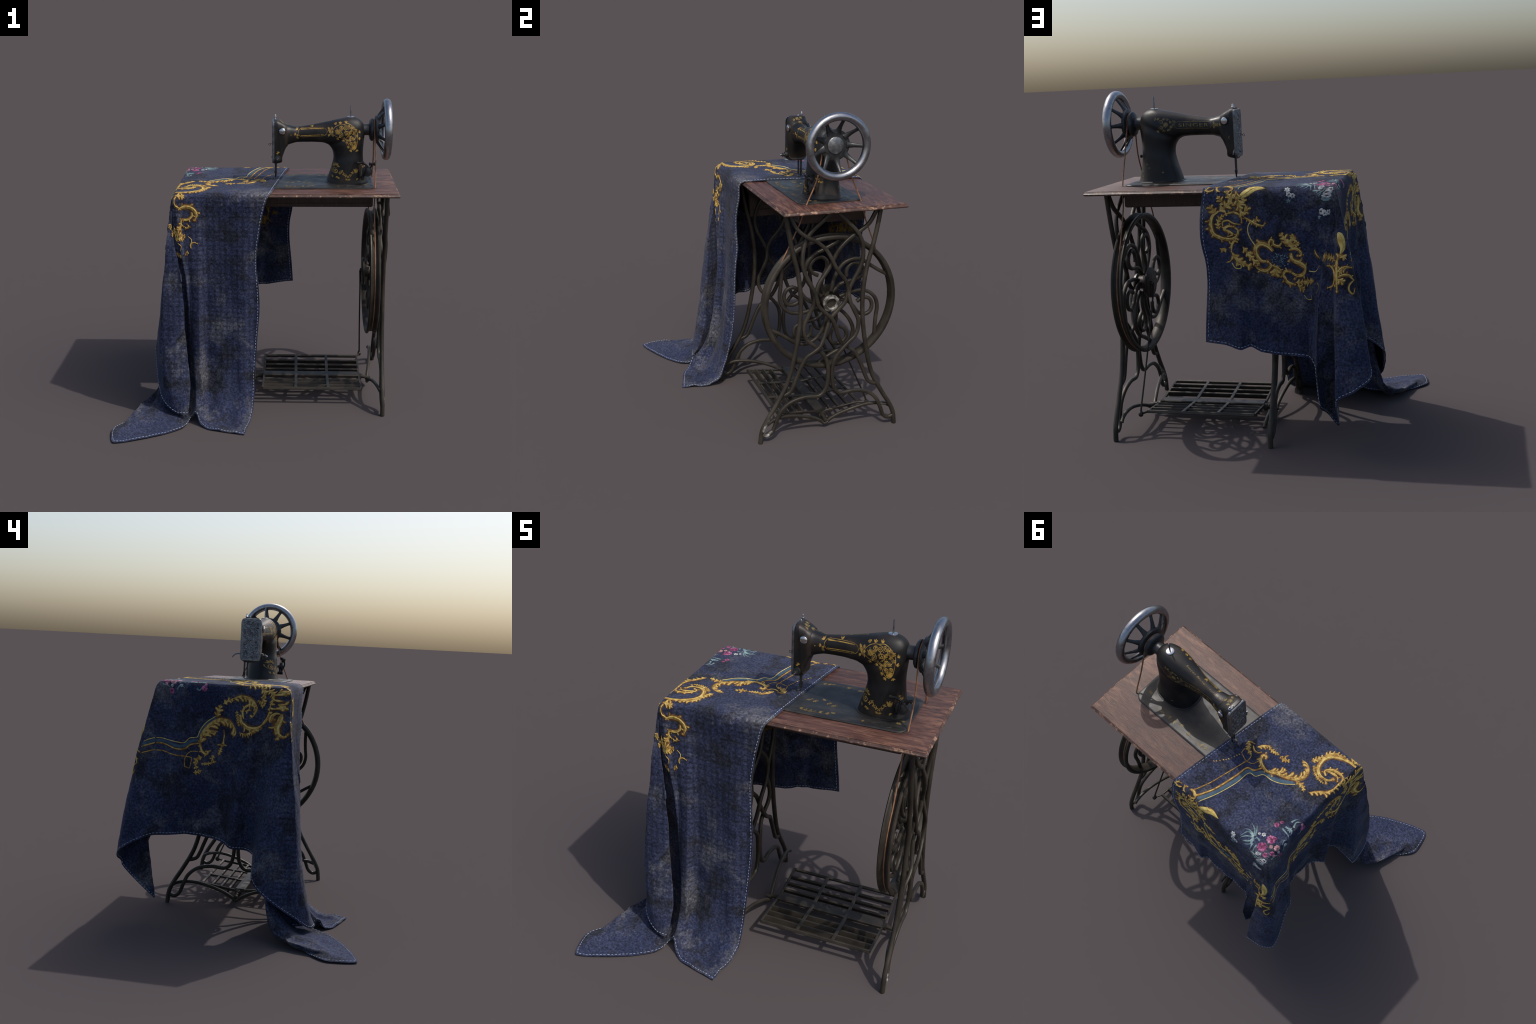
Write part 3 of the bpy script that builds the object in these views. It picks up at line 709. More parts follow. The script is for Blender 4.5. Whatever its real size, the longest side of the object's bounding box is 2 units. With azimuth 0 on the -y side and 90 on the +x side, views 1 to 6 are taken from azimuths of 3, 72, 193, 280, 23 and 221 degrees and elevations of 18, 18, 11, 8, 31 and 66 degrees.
class Sheet:
    """Skirt surface P(s, distance below the table edge)."""
    def __init__(self):
        self.s = np.array([c[0] for c in COLS])
        rs = [resample(spline([c[1], *c[2]], 12), TN) for c in COLS]
        self.C = np.stack([r[0] for r in rs])            # columns x TN x 3
        self.L = np.array([r[1] for r in rs])
        # finite-difference tangents, limited so folds do not overshoot
        n = len(self.s); A = np.concatenate([self.C.reshape(n, -1), self.L[:, None]], 1)
        h = np.diff(self.s)[:, None]; d = np.diff(A, axis=0) / h
        m = np.zeros_like(A); m[0], m[-1] = d[0], d[-1]
        w1, w2 = 2 * h[1:] + h[:-1], h[1:] + 2 * h[:-1]
        same = d[:-1] * d[1:] > 0
        with np.errstate(divide='ignore', invalid='ignore'):
            hm = (w1 + w2) / (w1 / d[:-1] + w2 / d[1:])
        m[1:-1] = np.where(same, np.nan_to_num(hm), 0)
        self.A, self.m, self.h = A, m, h
    def column(self, s):
        i = int(np.clip(np.searchsorted(self.s, s) - 1, 0, len(self.s) - 2))
        h = self.h[i, 0]; t = (s - self.s[i]) / h
        a = (2*t**3-3*t*t+1)*self.A[i] + (t**3-2*t*t+t)*h*self.m[i] + (-2*t**3+3*t*t)*self.A[i+1] + (t**3-t*t)*h*self.m[i+1]
        C = a[:-1].reshape(TN, 3).copy()
        k = np.clip(1 - np.linspace(0, 1, TN) / .06, 0, 1)[:, None]
        C += (np.array(start_of(s)) - C[0]) * k
        C[:, 2] = np.maximum(C[:, 2], .006)
        return C, a[-1]

sheet = Sheet()
NF, NK, NL, NB = 130, 170, 110, 130
def corner_s(a, c):
    t = np.r_[np.linspace(a, c, NK + 1)[1:], [k[0] for k in COLS if a < k[0] < c]]
    return np.unique(np.round(t, 6))
s_list = np.r_[np.linspace(0, S1, NF + 1), corner_s(S1, S2), np.linspace(S2, S3, NL + 1)[1:], corner_s(S3, S4), np.linspace(S4, S5, NB + 1)[1:]]
cols = [sheet.column(s) for s in s_list]
GRID = np.stack([c[0] for c in cols])                    # skirt grid
LEN = np.array([c[1] for c in cols])
NS = len(s_list)

def flat_of(s, d):
    """flat cloth coordinates of a skirt point"""
    if s <= S1: return (EDGE0 - s, CY0 - d)
    if s <= S2:
        a = (s - S1) / WF * pi / 2; return (CX - d * math.sin(a), CY0 - d * math.cos(a))
    if s <= S3: return (CX - d, CY0 + s - S2)
    if s <= S4:
        a = (s - S3) / WB * pi / 2; return (CX - d * math.cos(a), CY1 + d * math.sin(a))
    return (CX + s - S4, CY1 + d)
def skirt_of(X, Y):
    """(s, d) of a flat point outside the table rectangle"""
    if Y < CY0:
        if X >= CX: return EDGE0 - X, CY0 - Y
        return S1 + WF * math.atan2(CX - X, CY0 - Y) / (pi / 2), math.hypot(CX - X, CY0 - Y)
    if Y > CY1:
        if X >= CX: return S4 + X - CX, Y - CY1
        return S3 + WB * math.atan2(Y - CY1, CX - X) / (pi / 2), math.hypot(CX - X, Y - CY1)
    return S2 + Y - CY0, CX - X

def wrinkle(X, Y):
    a = noise.fractal(Vector((X * 8, Y * 8, 1.7)), .8, 2.0, 3)
    c = noise.noise(Vector((X * 26, Y * 26, 4.2)))
    return .0036 * a + .0012 * c
# small crumples and hanging ripples over the skirt
gn = np.zeros_like(GRID)
du = np.gradient(GRID, axis=0); dv = np.gradient(GRID, axis=1)
gn = np.cross(dv, du); gn /= np.linalg.norm(gn, axis=2)[..., None] + 1e-9
for i, s in enumerate(s_list):
    for j in range(TN):
        d = LEN[i] * j / (TN - 1)
        X, Y = flat_of(s, d)
        f = min(1.0, d / .12)
        rip = .0035 * math.sin(s * 34 + 1.3 * math.sin(s * 9)) * min(1, d / .7) if (s < S1 or s > S4 or S2 < s < S3) else 0
        GRID[i, j] += gn[i, j] * f * (wrinkle(X, Y) + rip)
        if GRID[i, j, 2] < .09:                       # crumples where the cloth lies on the floor
            q = Vector((GRID[i, j, 0] * 11, GRID[i, j, 1] * 11, .3))
            GRID[i, j, 2] += (.020 * max(0, noise.noise(q) + .1) + .007 * max(0, noise.noise(q * 2.7))) * min(1, (1 - j / (TN - 1)) / .05) * min(1, (.09 - GRID[i, j, 2]) / .05)
GRID[:, :, 2] = np.maximum(GRID[:, :, 2], .006)

def top_pt(u, v):
    """u: 0 right border .. 1 left edge, v: 0 front .. 1 back"""
    y = CY0 + (CY1 - CY0) * v
    xr = EDGE0 + (EDGE1 - EDGE0) * v
    x = xr + (CX - xr) * u
    e = min(u * 1.4, 1 - u, v, 1 - v)
    z = CZ + .0045 * max(0, 1 - u * 2.5) * min(1, 6 * min(v, 1 - v)) + max(0, min(1, e / .08)) * (.0015 + .0022 * noise.noise(Vector((x * 7, y * 7, 5))))
    return (x, y, z)

def cloth_mesh():
    V = [tuple(p) for p in GRID.reshape(-1, 3)]
    F = []
    for i in range(NS - 1):
        for j in range(TN - 1):
            F.append((i*TN+j, i*TN+j+1, (i+1)*TN+j+1, (i+1)*TN+j))
    k0 = len(V)
    # flat top; its border columns reuse the skirt's start positions (merged below)
    iu, iv = NF, NL
    for a in range(iu + 1):
        for c in range(iv + 1):
            V.append(top_pt(a / iu, c / iv))
    W = iv + 1
    for a in range(iu):
        for c in range(iv):
            F.append((k0+a*W+c, k0+(a+1)*W+c, k0+(a+1)*W+c+1, k0+a*W+c+1))
    return V, F
V, F = cloth_mesh()
# back skirt columns start at EDGE1 spacing, the top uses the same count of columns: snap them
cloth = mesh_obj('draped_cloth', V, F, MAT['cloth'])
bm = bmesh.new(); bm.from_mesh(cloth.data)
bmesh.ops.remove_doubles(bm, verts=bm.verts, dist=.0012)
bmesh.ops.dissolve_degenerate(bm, edges=bm.edges, dist=.0001)
bmesh.ops.recalc_face_normals(bm, faces=bm.faces)
# make the top face up
tops = [f for f in bm.faces if f.calc_center_median().z > 1.473]
if sum(f.normal.z for f in tops) < 0:
    bmesh.ops.reverse_faces(bm, faces=bm.faces)
# cloth thickness
THICK = .0045
bm.normal_update()
bm.to_mesh(cloth.data); bm.free()
mod = cloth.modifiers.new('thickness', 'SOLIDIFY')
mod.thickness = THICK; mod.offset = -1.0; mod.use_even_offset = False
dg = bpy.context.evaluated_depsgraph_get()
me = bpy.data.meshes.new_from_object(cloth.evaluated_get(dg))
cloth.modifiers.clear(); cloth.data = me
cloth.data.polygons.foreach_set('use_smooth', [True] * len(cloth.data.polygons))
cloth.data.set_sharp_from_angle(angle=math.radians(60))
cloth['label'] = 'blue denim cloth with gold baroque scrolls draped over table'
cloth['category'] = 'cloth'

# ------------------------------------------------------------------ embroidery on the cloth
du = np.gradient(GRID, axis=0); dv = np.gradient(GRID, axis=1)
GN = np.cross(dv, du); GN /= np.linalg.norm(GN, axis=2)[..., None] + 1e-9
# orient outward: compare with the solid cloth's outside (up on the lip, away from the table below)
if GN[NF // 2, 60, 1] > 0:
    GN = -GN

def on_skirt(s, d, h):
    """point on the skirt, lifted h along the outside normal"""
    i = float(np.interp(s, s_list, np.arange(NS)))
    i0 = min(int(i), NS - 2); f = i - i0
    L = LEN[i0] * (1 - f) + LEN[i0 + 1] * f
    j = min(max(d / L, 0), 1) * (TN - 1)
    j0 = min(int(j), TN - 2); g = j - j0
    P = (GRID[i0, j0]*(1-f)*(1-g) + GRID[i0+1, j0]*f*(1-g) + GRID[i0, j0+1]*(1-f)*g + GRID[i0+1, j0+1]*f*g)
    N = (GN[i0, j0]*(1-f)*(1-g) + GN[i0+1, j0]*f*(1-g) + GN[i0, j0+1]*(1-f)*g + GN[i0+1, j0+1]*f*g)
    N = N / (np.linalg.norm(N) + 1e-9)
    k = min(1, d / .02)                        # blend to straight up at the table edge
    N = N * k + np.array([0, 0, 1]) * (1 - k)
    return P + N / (np.linalg.norm(N) + 1e-9) * h

INSIDE = [False]                                # print shows through on the inner face of the back panel
def on_cloth(X, Y, h):
    if INSIDE[0]:
        h = -THICK - h
    if X >= CX and CY0 <= Y <= CY1:
        v = (Y - CY0) / (CY1 - CY0); xr = EDGE0 + (EDGE1 - EDGE0) * v
        p = top_pt(min(max((xr - X) / (xr - CX), 0), 1), v)
        return np.array([p[0], p[1], p[2] + h])
    return on_skirt(*skirt_of(X, Y), h)

def ribbon(b, pts, w, h, prof='scroll', mat=0, step=.005):
    """Raised satin-stitch strip along flat points pts; w full width."""
    P = spline(pts, 10)
    d = np.r_[0, np.cumsum(np.linalg.norm(np.diff(P, axis=0), axis=1))]
    n = max(4, int(d[-1] / step))
    t = np.linspace(0, d[-1], n + 1)
    Q = np.stack([np.interp(t, d, P[:, 0]), np.interp(t, d, P[:, 1])], 1)
    T = np.gradient(Q, axis=0); T /= np.linalg.norm(T, axis=1)[:, None] + 1e-9
    N = np.stack([-T[:, 1], T[:, 0]], 1)
    V, F = [], []
    for k in range(n + 1):
        u = k / n
        ww = {'line': 1.0, 'scroll': .38 + .62 * math.sin(pi * min(1, u * 1.05 + .03)) ** .7, 'leaf': max(.04, math.sin(pi * u ** .75)) ** .8, 'tip': max(.05, (1 - u) ** .6), 'lobe': (.40 + .60 * u / .6) if u < .6 else max(.08, 1 - ((u - .6) / .4) ** 2.2) ** .5}[prof]
        for c, hh in ((-.5, .0003), (-.3, .8), (0, 1.0), (.3, .8), (.5, .0003)):
            q = Q[k] + N[k] * c * w * ww
            V.append(on_cloth(q[0], q[1], max(h * hh, .0003) if abs(c) < .5 else .0002))
    for k in range(n):
        for c in range(4):
            F.append((k*5+c, k*5+c+1, (k+1)*5+c+1, (k+1)*5+c))
    b.append((V, F, mat))
    return Q, T, N

def patch(b, X, Y, rx, ry, ang, h, mat=0, n=12):
    """Small domed pad (petal, bead)."""
    ca, sa = math.cos(ang), math.sin(ang)
    V = [on_cloth(X, Y, h)]
    for rr, hh in ((.55, .9), (1.0, .12)):
        for k in range(n):
            t = 2 * pi * k / n
            x, y = rx * rr * math.cos(t), ry * rr * math.sin(t)
            V.append(on_cloth(X + x * ca - y * sa, Y + x * sa + y * ca, h * hh))
    F = [(0, 1 + k, 1 + (k + 1) % n) for k in range(n)] + [(1 + k, 1 + n + k, 1 + n + (k + 1) % n, 1 + (k + 1) % n) for k in range(n)]
    b.append((V, F, mat))

inner = []
def pieces_obj(name, pcs, mats, parent):
    if INSIDE[0]:
        inner.extend(pcs)
        return None
    V, F, I = [], [], []
    for v, f, m in pcs:
        k = len(V); V += v; F += [tuple(i + k for i in q) for q in f]; I += [m] * len(f)
    o = mesh_obj(name, V, F, mats, parent)
    o.data.polygons.foreach_set('material_index', I)
    return o

rng = random.Random(11)
GOLD = [MAT['bronze'], MAT['gold'], MAT['lemon'], MAT['band']]
def stroke(kind, w, *pts):
    o = draw_stroke(kind, w, *pts)
    if pts[0][1] > CY1 and pts[0][0] > CX - .05:
        INSIDE[0] = True
        draw_stroke(kind, w, *pts)
        INSIDE[0] = False
    return o
def draw_stroke(kind, w, *pts):
    """One embroidered element: shaded bronze ground, gold body, bright ridge; leaves get lobes."""
    pts = list(pts); b = []
    if kind in ('scroll', 'leaf', 'leafL', 'leafR'):
        w *= 1.48
    if kind == 'band':
        ribbon(b, pts, w, .0010, 'line', 3)
        return pieces_obj('teal_band', b, GOLD, cloth)
    if kind == 'pale':
        ribbon(b, pts, w, .0018, 'line', 2)
        return pieces_obj('gold_outline', b, GOLD, cloth)
    if kind == 'line':
        ribbon(b, pts, w * 1.25, .0011, 'line', 0)
        ribbon(b, pts, w * .72, .0022, 'line', 1)
        return pieces_obj('gold_line', b, GOLD, cloth)
    if kind == 'lemon':
        ribbon(b, pts, w * 1.12, .0012, 'leaf', 0)
        ribbon(b, pts, w * .98, .0024, 'leaf', 2)
        off = [(x + .004, y + .004) for x, y in pts]
        ribbon(b, pts, w * .12, .0034, 'leaf', 1)
        return pieces_obj('yellow_leaf', b, GOLD, cloth)
    if kind == 'scroll':
        ribbon(b, pts, w * 1.2, .0012, 'scroll', 0)
        Q, T, N = ribbon(b, pts, w * .80, .0026, 'scroll', 1)
        side = [tuple(q + n * w * .12) for q, n in zip(Q[1:-1:2], N[1:-1:2])]
        if len(side) > 2:
            ribbon(b, side, w * .26, .0036, 'scroll', 2)
        # small leaves springing from the outer side of the scroll
        if w > .014 and len(Q) > 8:
            m = max(2, int(len(Q) * .005 / (w * 1.5)))
            for k in range(m):
                i = int((k + .7) / (m + .6) * (len(Q) - 1))
                j0, j1 = max(i - 3, 0), min(i + 3, len(Q) - 1)
                turn = T[j0][0] * T[j1][1] - T[j0][1] * T[j1][0]
                sg = -1 if turn > 0 else 1
                L = w * rng.uniform(.55, .8)
                p0 = Q[i] + N[i] * sg * w * .30
                p1 = p0 + (T[i] * .7 + N[i] * sg * .5) * L * .6
                p2 = p0 + (T[i] * .6 + N[i] * sg * .95) * L
                ribbon(b, [p0, p1, p2], w * .62, .0013, 'lobe', 0, .003)
                ribbon(b, [p0, p1, p1 + (p2 - p1) * .75], w * .42, .0027, 'lobe', 1, .003)
        # volute knob at the end
        patch(b, Q[-1][0], Q[-1][1], w * .52, w * .46, 0, .0030, 0)
        patch(b, Q[-1][0], Q[-1][1], w * .36, w * .32, 0, .0036, 1)
        return pieces_obj('gold_scroll', b, GOLD, cloth)
    # acanthus: spine plus curling lobes
    ribbon(b, pts, w * 1.15, .0012, 'leaf', 0)
    Q, T, N = ribbon(b, pts, w * .72, .0026, 'leaf', 1)
    n = len(Q); length = n * .005
    m = max(2, int(length / (w * 1.0)))
    for k in range(m):
        u = (k + .6) / (m + .4)
        i = min(n - 1, int(u * (n - 1)))
        for sgn in ((1, -1) if kind == 'leaf' else ((1,) if kind == 'leafL' else (-1,))):
            L = w * (1.0 if kind == 'leaf' else 1.3) * (1.15 - .55 * abs(2 * u - .8)) * (.62 + .58 * abs(math.sin(k * 1.25 + 1.0))) * rng.uniform(.9, 1.1)
            a = T[i] * .75 + N[i] * sgn * .8
            c = T[i] * .2 + N[i] * sgn * 1.0
            p0, p1, p2 = Q[i] - T[i] * w * .1, Q[i] + a * L * .5, Q[i] + a * L * .65 + c * L * .35
            ribbon(b, [p0, p1, p2], w * .80, .0014, 'lobe', 0, .003)
            q2 = p1 + (p2 - p1) * .8
            ribbon(b, [p0, p1, q2], w * .56, .0028, 'lobe', 1, .003)
            ribbon(b, [p0 + a * L * .15, p1, q2], w * .20, .0036, 'leaf', 2, .003)
    return pieces_obj('gold_acanthus', b, GOLD, cloth)

def flower(kind, X, Y, r):
    b = []
    mats = [MAT['sage'], MAT[kind], MAT['white'], MAT['bronze']]
    if kind == 'white':                           # open ring flowers
        for k in range(6):
            a = 2 * pi * k / 6 + r * 90
            patch(b, X + .62 * r * math.cos(a), Y + .62 * r * math.sin(a), r * .42, r * .32, a, .0022, 1, 8)
        patch(b, X, Y, r * .28, r * .28, 0, .0012, 3, 8)
    elif kind == 'sage':
        for k in range(5):
            a = 2 * pi * k / 5 + 1
            patch(b, X + .5 * r * math.cos(a), Y + .5 * r * math.sin(a), r * .5, r * .26, a, .0018, 1, 8)
    else:                                         # full rose: rings of petals
        for k in range(8):
            a = 2 * pi * k / 8
            patch(b, X + .72 * r * math.cos(a), Y + .72 * r * math.sin(a), r * .40, r * .34, a + .5, .0016 + .0004 * (k % 2), 1, 8)
        for k in range(5):
            a = 2 * pi * k / 5 + .4
            patch(b, X + .36 * r * math.cos(a), Y + .36 * r * math.sin(a), r * .30, r * .24, a + .8, .0030, 1, 8)
        patch(b, X, Y, r * .18, r * .16, 0, .0036, 3, 8)
    pieces_obj({'pink': 'pink_rose', 'rose': 'pale_rose', 'white': 'white_flower', 'sage': 'leaf_cluster'}[kind], b, mats, cloth)

def blade(*pts):
    b = []
    ribbon(b, list(pts), .011, .0016, 'tip', 0)
    pieces_obj('fern_blade', b, [MAT['sage']], cloth)

# top border
stroke('line', 0.007, (0.078, 0.517), (0.043, 0.429), (0.017, 0.324), (-0.013, 0.197))
stroke('line', 0.013, (0.048, 0.539), (0.000, 0.441), (-0.034, 0.294), (-0.048, 0.217), (-0.084, 0.205), (-0.109, 0.163))
stroke('band', 0.021, (0.026, 0.545), (-0.017, 0.450), (-0.052, 0.314), (-0.068, 0.225), (-0.104, 0.214), (-0.131, 0.179), (-0.187, 0.171), (-0.248, 0.145), (-0.301, 0.109))
stroke('pale', 0.0045, (0.014, 0.555), (-0.030, 0.455), (-0.065, 0.327), (-0.078, 0.233), (-0.116, 0.225), (-0.142, 0.188), (-0.203, 0.180), (-0.259, 0.156), (-0.314, 0.110))
stroke('line', 0.006, (0.042, 0.174), (0.043, 0.137), (-0.010, 0.147), (-0.014, 0.189), (0.038, 0.174))
stroke('line', 0.006, (-0.011, 0.194), (-0.052, 0.178), (-0.067, 0.135))
stroke('leaf', 0.012, (0.052, 0.090), (0.031, 0.128), (-0.012, 0.145))
stroke('scroll', 0.009, (0.023, 0.094), (-0.005, 0.112), (-0.031, 0.106), (-0.040, 0.093))
stroke('scroll', 0.007, (0.060, 0.119), (0.055, 0.090), (0.025, 0.080))
stroke('leafR', 0.014, (-0.001, 0.086), (-0.020, 0.059), (-0.058, 0.023))
stroke('leaf', 0.011, (-0.052, 0.042), (-0.100, 0.042), (-0.132, 0.034))
stroke('leaf', 0.012, (-0.134, 0.037), (-0.169, 0.040), (-0.198, 0.021))
stroke('scroll', 0.008, (-0.168, 0.001), (-0.160, 0.022), (-0.181, 0.037))
stroke('scroll', 0.017, (-0.087, 0.110), (-0.079, 0.092), (-0.059, 0.102), (-0.070, 0.131), (-0.107, 0.153), (-0.150, 0.157), (-0.200, 0.134))
stroke('leafL', 0.022, (-0.144, 0.150), (-0.197, 0.131), (-0.254, 0.108), (-0.302, 0.076), (-0.322, 0.032), (-0.307, -0.010), (-0.273, -0.031), (-0.239, -0.030))
stroke('leafL', 0.016, (-0.171, 0.137), (-0.203, 0.112), (-0.224, 0.075))
stroke('leaf', 0.013, (-0.302, 0.093), (-0.355, 0.091), (-0.382, 0.113))
# top medallion
stroke('scroll', 0.022, (-0.498, -0.204), (-0.444, -0.202), (-0.384, -0.182), (-0.340, -0.144), (-0.331, -0.088), (-0.352, -0.043), (-0.391, -0.024), (-0.436, -0.034), (-0.453, -0.059))
stroke('scroll', 0.016, (-0.406, -0.046), (-0.385, -0.065), (-0.406, -0.095), (-0.447, -0.109), (-0.485, -0.102), (-0.502, -0.068))
stroke('scroll', 0.012, (-0.392, -0.071), (-0.423, -0.083), (-0.461, -0.084), (-0.478, -0.065))
stroke('leafR', 0.016, (-0.403, 0.098), (-0.441, 0.058), (-0.474, 0.031), (-0.494, -0.012), (-0.495, -0.071), (-0.503, -0.140))
stroke('leaf', 0.014, (-0.285, -0.057), (-0.303, -0.089), (-0.319, -0.133))
stroke('leafL', 0.014, (-0.319, -0.133), (-0.344, -0.175), (-0.381, -0.194), (-0.442, -0.204))
stroke('leaf', 0.009, (-0.313, -0.050), (-0.349, -0.019), (-0.389, -0.004), (-0.433, -0.002))
# top left clump
stroke('scroll', 0.01, (0.147, 0.554), (0.169, 0.565), (0.189, 0.560), (0.181, 0.544), (0.161, 0.538))
stroke('scroll', 0.01, (0.113, 0.568), (0.131, 0.555), (0.127, 0.530), (0.119, 0.530))
stroke('scroll', 0.014, (0.098, 0.529), (0.071, 0.527), (0.045, 0.556), (0.072, 0.568))
stroke('lemon', 0.042, (0.009, 0.604), (-0.035, 0.575), (-0.079, 0.550), (-0.138, 0.553))
# front corner
stroke('leaf', 0.018, (-0.503, -0.234), (-0.468, -0.237), (-0.434, -0.252))
stroke('scroll', 0.012, (-0.498, -0.242), (-0.513, -0.274), (-0.501, -0.308), (-0.471, -0.324))
stroke('scroll', 0.022, (-0.493, -0.321), (-0.423, -0.305), (-0.387, -0.321), (-0.368, -0.358), (-0.382, -0.392))
stroke('scroll', 0.015, (-0.396, -0.339), (-0.397, -0.367), (-0.422, -0.389), (-0.471, -0.389), (-0.487, -0.411), (-0.457, -0.436))
stroke('scroll', 0.011, (-0.446, -0.433), (-0.433, -0.446), (-0.416, -0.433), (-0.425, -0.418))
stroke('leaf', 0.02, (-0.473, -0.398), (-0.498, -0.441), (-0.555, -0.477), (-0.581, -0.506))
stroke('leaf', 0.018, (-0.570, -0.419), (-0.579, -0.462), (-0.719, -0.387))
stroke('leaf', 0.016, (-0.555, -0.477), (-0.494, -0.492), (-0.445, -0.500))
stroke('leaf', 0.016, (-0.582, -0.509), (-0.507, -0.513), (-0.466, -0.518))
stroke('scroll', 0.009, (-0.560, -0.536), (-0.515, -0.563), (-0.537, -0.591))
stroke('leaf', 0.012, (-0.613, -0.592), (-0.584, -0.615), (-0.540, -0.630))
stroke('leaf', 0.012, (-0.441, -0.587), (-0.451, -0.607), (-0.487, -0.622))
stroke('pale', 0.004, (-0.427, -0.499), (-0.407, -0.520), (-0.411, -0.548))
stroke('scroll', 0.009, (-0.413, -0.576), (-0.415, -0.551), (-0.393, -0.538), (-0.371, -0.545))
stroke('leaf', 0.018, (-0.655, -0.345), (-0.692, -0.349))
# left border
stroke('pale', 0.0045, (-0.832, 0.620), (-0.840, 0.561), (-0.855, 0.428), (-0.861, 0.381), (-0.832, 0.351), (-0.822, 0.303), (-0.780, 0.284), (-0.733, 0.250), (-0.691, 0.192))
stroke('band', 0.018, (-0.849, 0.623), (-0.861, 0.513), (-0.881, 0.383), (-0.852, 0.348), (-0.842, 0.295))
stroke('band', 0.02, (-0.829, 0.291), (-0.780, 0.271), (-0.738, 0.236), (-0.702, 0.189))
stroke('line', 0.012, (-0.862, 0.626), (-0.877, 0.512), (-0.899, 0.383), (-0.872, 0.348), (-0.859, 0.290))
stroke('line', 0.008, (-0.905, 0.634), (-0.921, 0.508), (-0.940, 0.393), (-0.947, 0.336))
stroke('line', 0.006, (-1.003, 0.379), (-0.951, 0.376), (-0.923, 0.360), (-0.909, 0.330), (-0.910, 0.296))
stroke('line', 0.006, (-1.003, 0.379), (-1.012, 0.353), (-0.983, 0.342), (-0.949, 0.336))
stroke('scroll', 0.014, (-0.907, 0.250), (-0.906, 0.229), (-0.922, 0.239), (-0.908, 0.267), (-0.872, 0.281), (-0.823, 0.279))
stroke('leafR', 0.026, (-0.872, 0.281), (-0.816, 0.276), (-0.779, 0.255), (-0.736, 0.212), (-0.710, 0.160), (-0.717, 0.108), (-0.751, 0.073), (-0.786, 0.056), (-0.812, 0.077))
stroke('leafR', 0.018, (-0.818, 0.256), (-0.785, 0.219), (-0.779, 0.171))
stroke('leaf', 0.016, (-0.940, 0.266), (-0.953, 0.296), (-0.984, 0.312), (-1.018, 0.301))
stroke('leaf', 0.012, (-1.038, 0.325), (-1.033, 0.294), (-1.019, 0.263))
stroke('leaf', 0.009, (-0.982, 0.275), (-0.978, 0.225), (-0.957, 0.164))
stroke('leaf', 0.011, (-0.924, 0.187), (-0.946, 0.199), (-0.964, 0.191))
stroke('leaf', 0.011, (-0.928, 0.160), (-0.887, 0.148), (-0.838, 0.136))
stroke('scroll', 0.008, (-0.862, 0.172), (-0.860, 0.150), (-0.875, 0.143))
stroke('scroll', 0.008, (-0.863, 0.111), (-0.853, 0.132), (-0.807, 0.132), (-0.771, 0.136))
# left border end
stroke('pale', 0.0045, (-0.831, 0.719), (-0.831, 0.631))
stroke('band', 0.018, (-0.846, 0.730), (-0.849, 0.679), (-0.847, 0.634))
stroke('line', 0.012, (-0.856, 0.740), (-0.861, 0.681), (-0.860, 0.637))
stroke('line', 0.008, (-0.895, 0.746), (-0.900, 0.688), (-0.900, 0.645))
# left medallion
stroke('leaf', 0.018, (-0.698, 0.186), (-0.658, 0.175), (-0.618, 0.162))
stroke('leaf', 0.014, (-0.617, 0.150), (-0.591, 0.107), (-0.592, 0.079))
stroke('leafR', 0.02, (-0.584, 0.096), (-0.568, 0.046), (-0.573, 0.002), (-0.598, -0.044), (-0.636, -0.080), (-0.673, -0.063), (-0.694, -0.033))
stroke('scroll', 0.013, (-0.696, 0.011), (-0.655, 0.023), (-0.620, 0.002), (-0.616, -0.040), (-0.645, -0.073))
stroke('scroll', 0.01, (-0.665, -0.005), (-0.647, -0.005), (-0.643, -0.029))
stroke('scroll', 0.024, (-0.673, 0.038), (-0.715, 0.024), (-0.744, -0.021), (-0.755, -0.104), (-0.741, -0.203), (-0.699, -0.222), (-0.660, -0.221))
stroke('leaf', 0.01, (-0.651, 0.064), (-0.698, 0.049), (-0.746, 0.037))
stroke('leafR', 0.013, (-0.777, 0.035), (-0.787, -0.015), (-0.772, -0.098), (-0.767, -0.211))
stroke('leaf', 0.02, (-0.513, -0.072), (-0.537, -0.114), (-0.578, -0.118), (-0.621, -0.154))
stroke('leaf', 0.018, (-0.517, -0.126), (-0.562, -0.200), (-0.611, -0.207), (-0.653, -0.216))
stroke('leaf', 0.016, (-0.539, -0.203), (-0.524, -0.214), (-0.553, -0.226))
stroke('leaf', 0.022, (-0.605, -0.224), (-0.606, -0.236), (-0.630, -0.247))
stroke('scroll', 0.016, (-0.720, -0.244), (-0.682, -0.233), (-0.658, -0.241), (-0.658, -0.256))
stroke('scroll', 0.02, (-0.658, -0.256), (-0.697, -0.266), (-0.735, -0.273), (-0.767, -0.293), (-0.773, -0.320), (-0.752, -0.330))
stroke('leaf', 0.01, (-0.585, -0.070), (-0.602, -0.106), (-0.633, -0.140))
